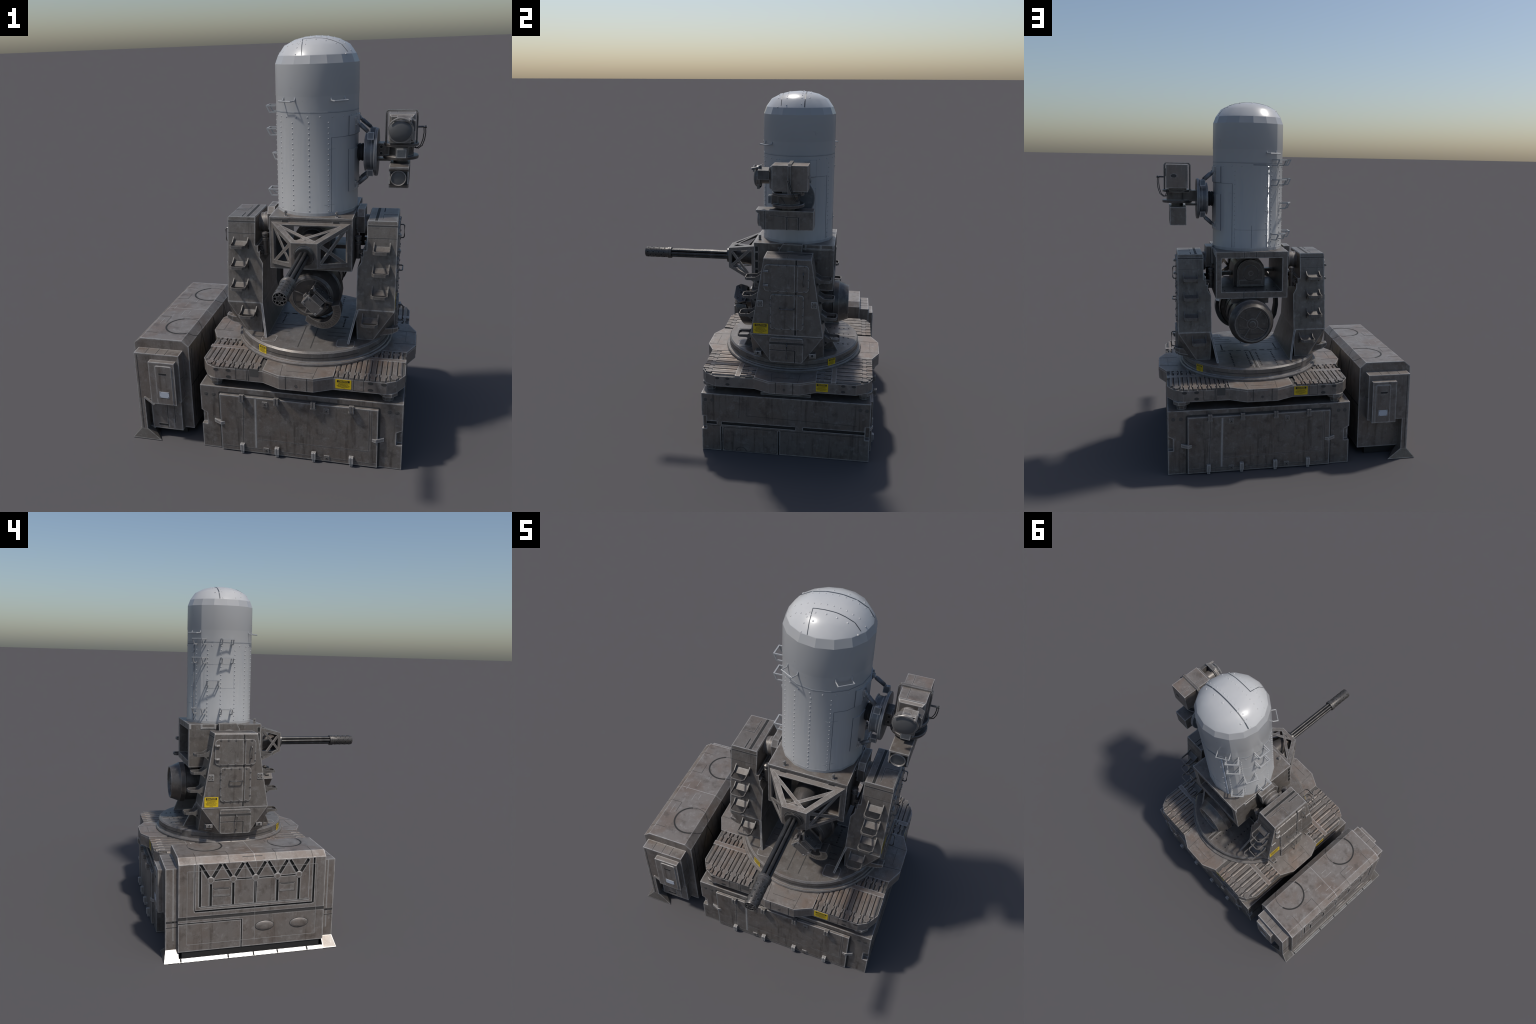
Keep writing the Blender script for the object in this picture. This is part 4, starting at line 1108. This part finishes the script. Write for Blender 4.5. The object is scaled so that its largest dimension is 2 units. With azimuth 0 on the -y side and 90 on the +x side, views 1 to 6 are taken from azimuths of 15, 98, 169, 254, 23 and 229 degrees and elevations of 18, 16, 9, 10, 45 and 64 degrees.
# inner wall seams (faces the turret)
b = MB('line')
for (ya, za), (yb_, zb) in (((-.17, .50), (-.17, .10)), ((.0, .51), (-.1, .33)), ((-.1, .33), (-.1, .14)), ((.0, .51), (.05, .35)), ((.05, .35), (.05, .14)), ((.2, .51), (.14, .33)), ((.14, .33), (.14, .12)), ((.2, .51), (.27, .33)), ((.27, .33), (.27, .12)), ((.4, .51), (.35, .33)), ((.4, .51), (.46, .33)), ((.46, .33), (.46, .12)), ((-.2, .30), (.6, .30))):
    b.strip((cxi, ya, za), (cxi, yb_, zb), (1, 0, 0), .006)
b.obj('wall_seam', body, kind='stuff')
# end housings: one at each end, outer leg reaches the skirt
for end in (0, 1):
    s = -1 if end == 0 else 1; y_in = cy0 if end == 0 else cy1; E = .064
    yo = y_in + s * E; ya, yb_ = sorted((y_in - s * .001, yo))
    b = MB('cab', 'line', 'pale')
    b.box(-.676, -.434, ya, yb_, .236, .500); b.box(-.6755, -.6405, ya + .0005, yb_ - .0005, .046, .2355)
    n = (0, s, 0); b.use('line')
    b.strip((-.662, yo, .490), (-.662, yo, .060), n, .003)
    for x in (-.617, -.558, -.51): b.strip((x, y_in + s * .004, .500), (x, yo - s * .002, .500), (0, 0, 1), .0025)
    b.strip((-.434, y_in + s * .02, .36), (-.434, yo, .37), (1, 0, 0), .002)
    for z in (.245, .210): b.strip((-.676, ya + .003, z * .85), (-.676, yb_ - .003, z * .85), (-1, 0, 0), .010 if z > .22 else .003)
    b.use('scuff'); b.strip((-.676, y_in + s * .024, .497), (-.676, y_in + s * .024, .105), (-1, 0, 0), .0045)
    hs = b.obj('end_housing', cabinet)
    yd_ = yo + s * .029; p, q_ = sorted((yo - s * .001, yd_))
    b = MB('cab', 'groove'); b.box(-.5895, -.4495, p, q_, .231, .4695)
    p, q_ = sorted((yd_ - s * .001, yd_ + s * .0035)); b.prism(rrect(-.552, -.4655, .234, .452, .008), 'y', p, q_)
    b.use('groove'); p, q_ = sorted((yd_ + s * .003, yd_ + s * .0045)); b.prism(rrect(-.535, -.493, .404, .413, .003), 'y', p, q_)
    dr = b.obj('housing_door', hs, bevel=.0012)
    b = MB('plate', 'black'); p, q_ = sorted((yd_ + s * .003, yd_ + s * .0050)); b.box(-.538, -.486, p, q_, .274, .307)
    b.use('black')
    for x in (-.534, -.490):
        for z in (.278, .303): b.cyl((x, yd_ + s * .004, z), (x, yd_ + s * .0056, z), .002, seg=8)
    b.obj('name_plate', hs)
    if end == 0:
        b = MB('cab', 'line', 'pale', 'groove')
        b.box(-.618, -.450, -.242, cy0 + .001, .049, .2355); b.box(-.640, -.610, -.236, cy0 + .001, .040, .052)
        b.hull([(x, y, z) for y in (-.279, -.2705) for x, z in ((-.642, .247), (-.635, .252), (-.583, .213), (-.589, .207))])
        b.use('line'); b.strip((-.530, -.242, .232), (-.532, -.242, .055), (0, -1, 0), .003); b.strip((-.490, -.242, .21), (-.490, -.242, .09), (0, -1, 0), .003)
        b.use('groove'); b.prism(rrect(-.585, -.530, .068, .078, .003), 'y', -.2428, -.240)
        b.use('pale'); b.strip((-.530, -.242, .11), (-.530, -.242, .056), (0, -1, 0), .005); b.strip((-.497, -.242, .11), (-.497, -.242, .058), (0, -1, 0), .005)  # highlights on the box front, built as pale strips
        b.obj('fuse_box', hs)
# skirt: splayed feet at both ends and a sloped apron along the outer side
b = MB('skirt', 'groove')
for end in (0, 1):
    s = -1 if end == 0 else 1; y_in = cy0 if end == 0 else cy1
    yt0, yt1 = sorted((y_in + s * .004, y_in + s * .063)); yf = y_in + s * .0765; yi = y_in - s * .002
    b.hull([(x, y, .0545) for x in (-.676, -.640) for y in (yt0, yt1)] + [(x, yf, z) for x in (-.722, -.560) for z in (0, .001)] + [(x, yi, z) for x in (-.722, -.600) for z in (0, .001)] + [(-.676, yi, .0545)])
b.hull([(x, y, z) for y in (cy0 - .003, cy1 + .003) for x, z in ((-.7075, .0), (-.722, .0), (-.708, .0140))])
b.box(-.7078, -.692, cy0 - .002, cy1 + .002, .0005, .0085)
b.use('groove')
nS = Vector((-.0245, 0, .0245)).normalized()
for y in (.590, .335, .195, .06, -.11): b.strip((-.7215, y, .0005), (-.7082, y, .0138), nS, .009, .0012)
b.use('groove'); b.box(-.695, -.45, cy0 + .02, cy1 - .02, .001, .0465)
b.obj('cabinet_skirt', cabinet)
for o in list(bpy.data.objects):
    if o.name.startswith('cutter') or o.name.startswith('lettering'): bpy.data.objects.remove(o)
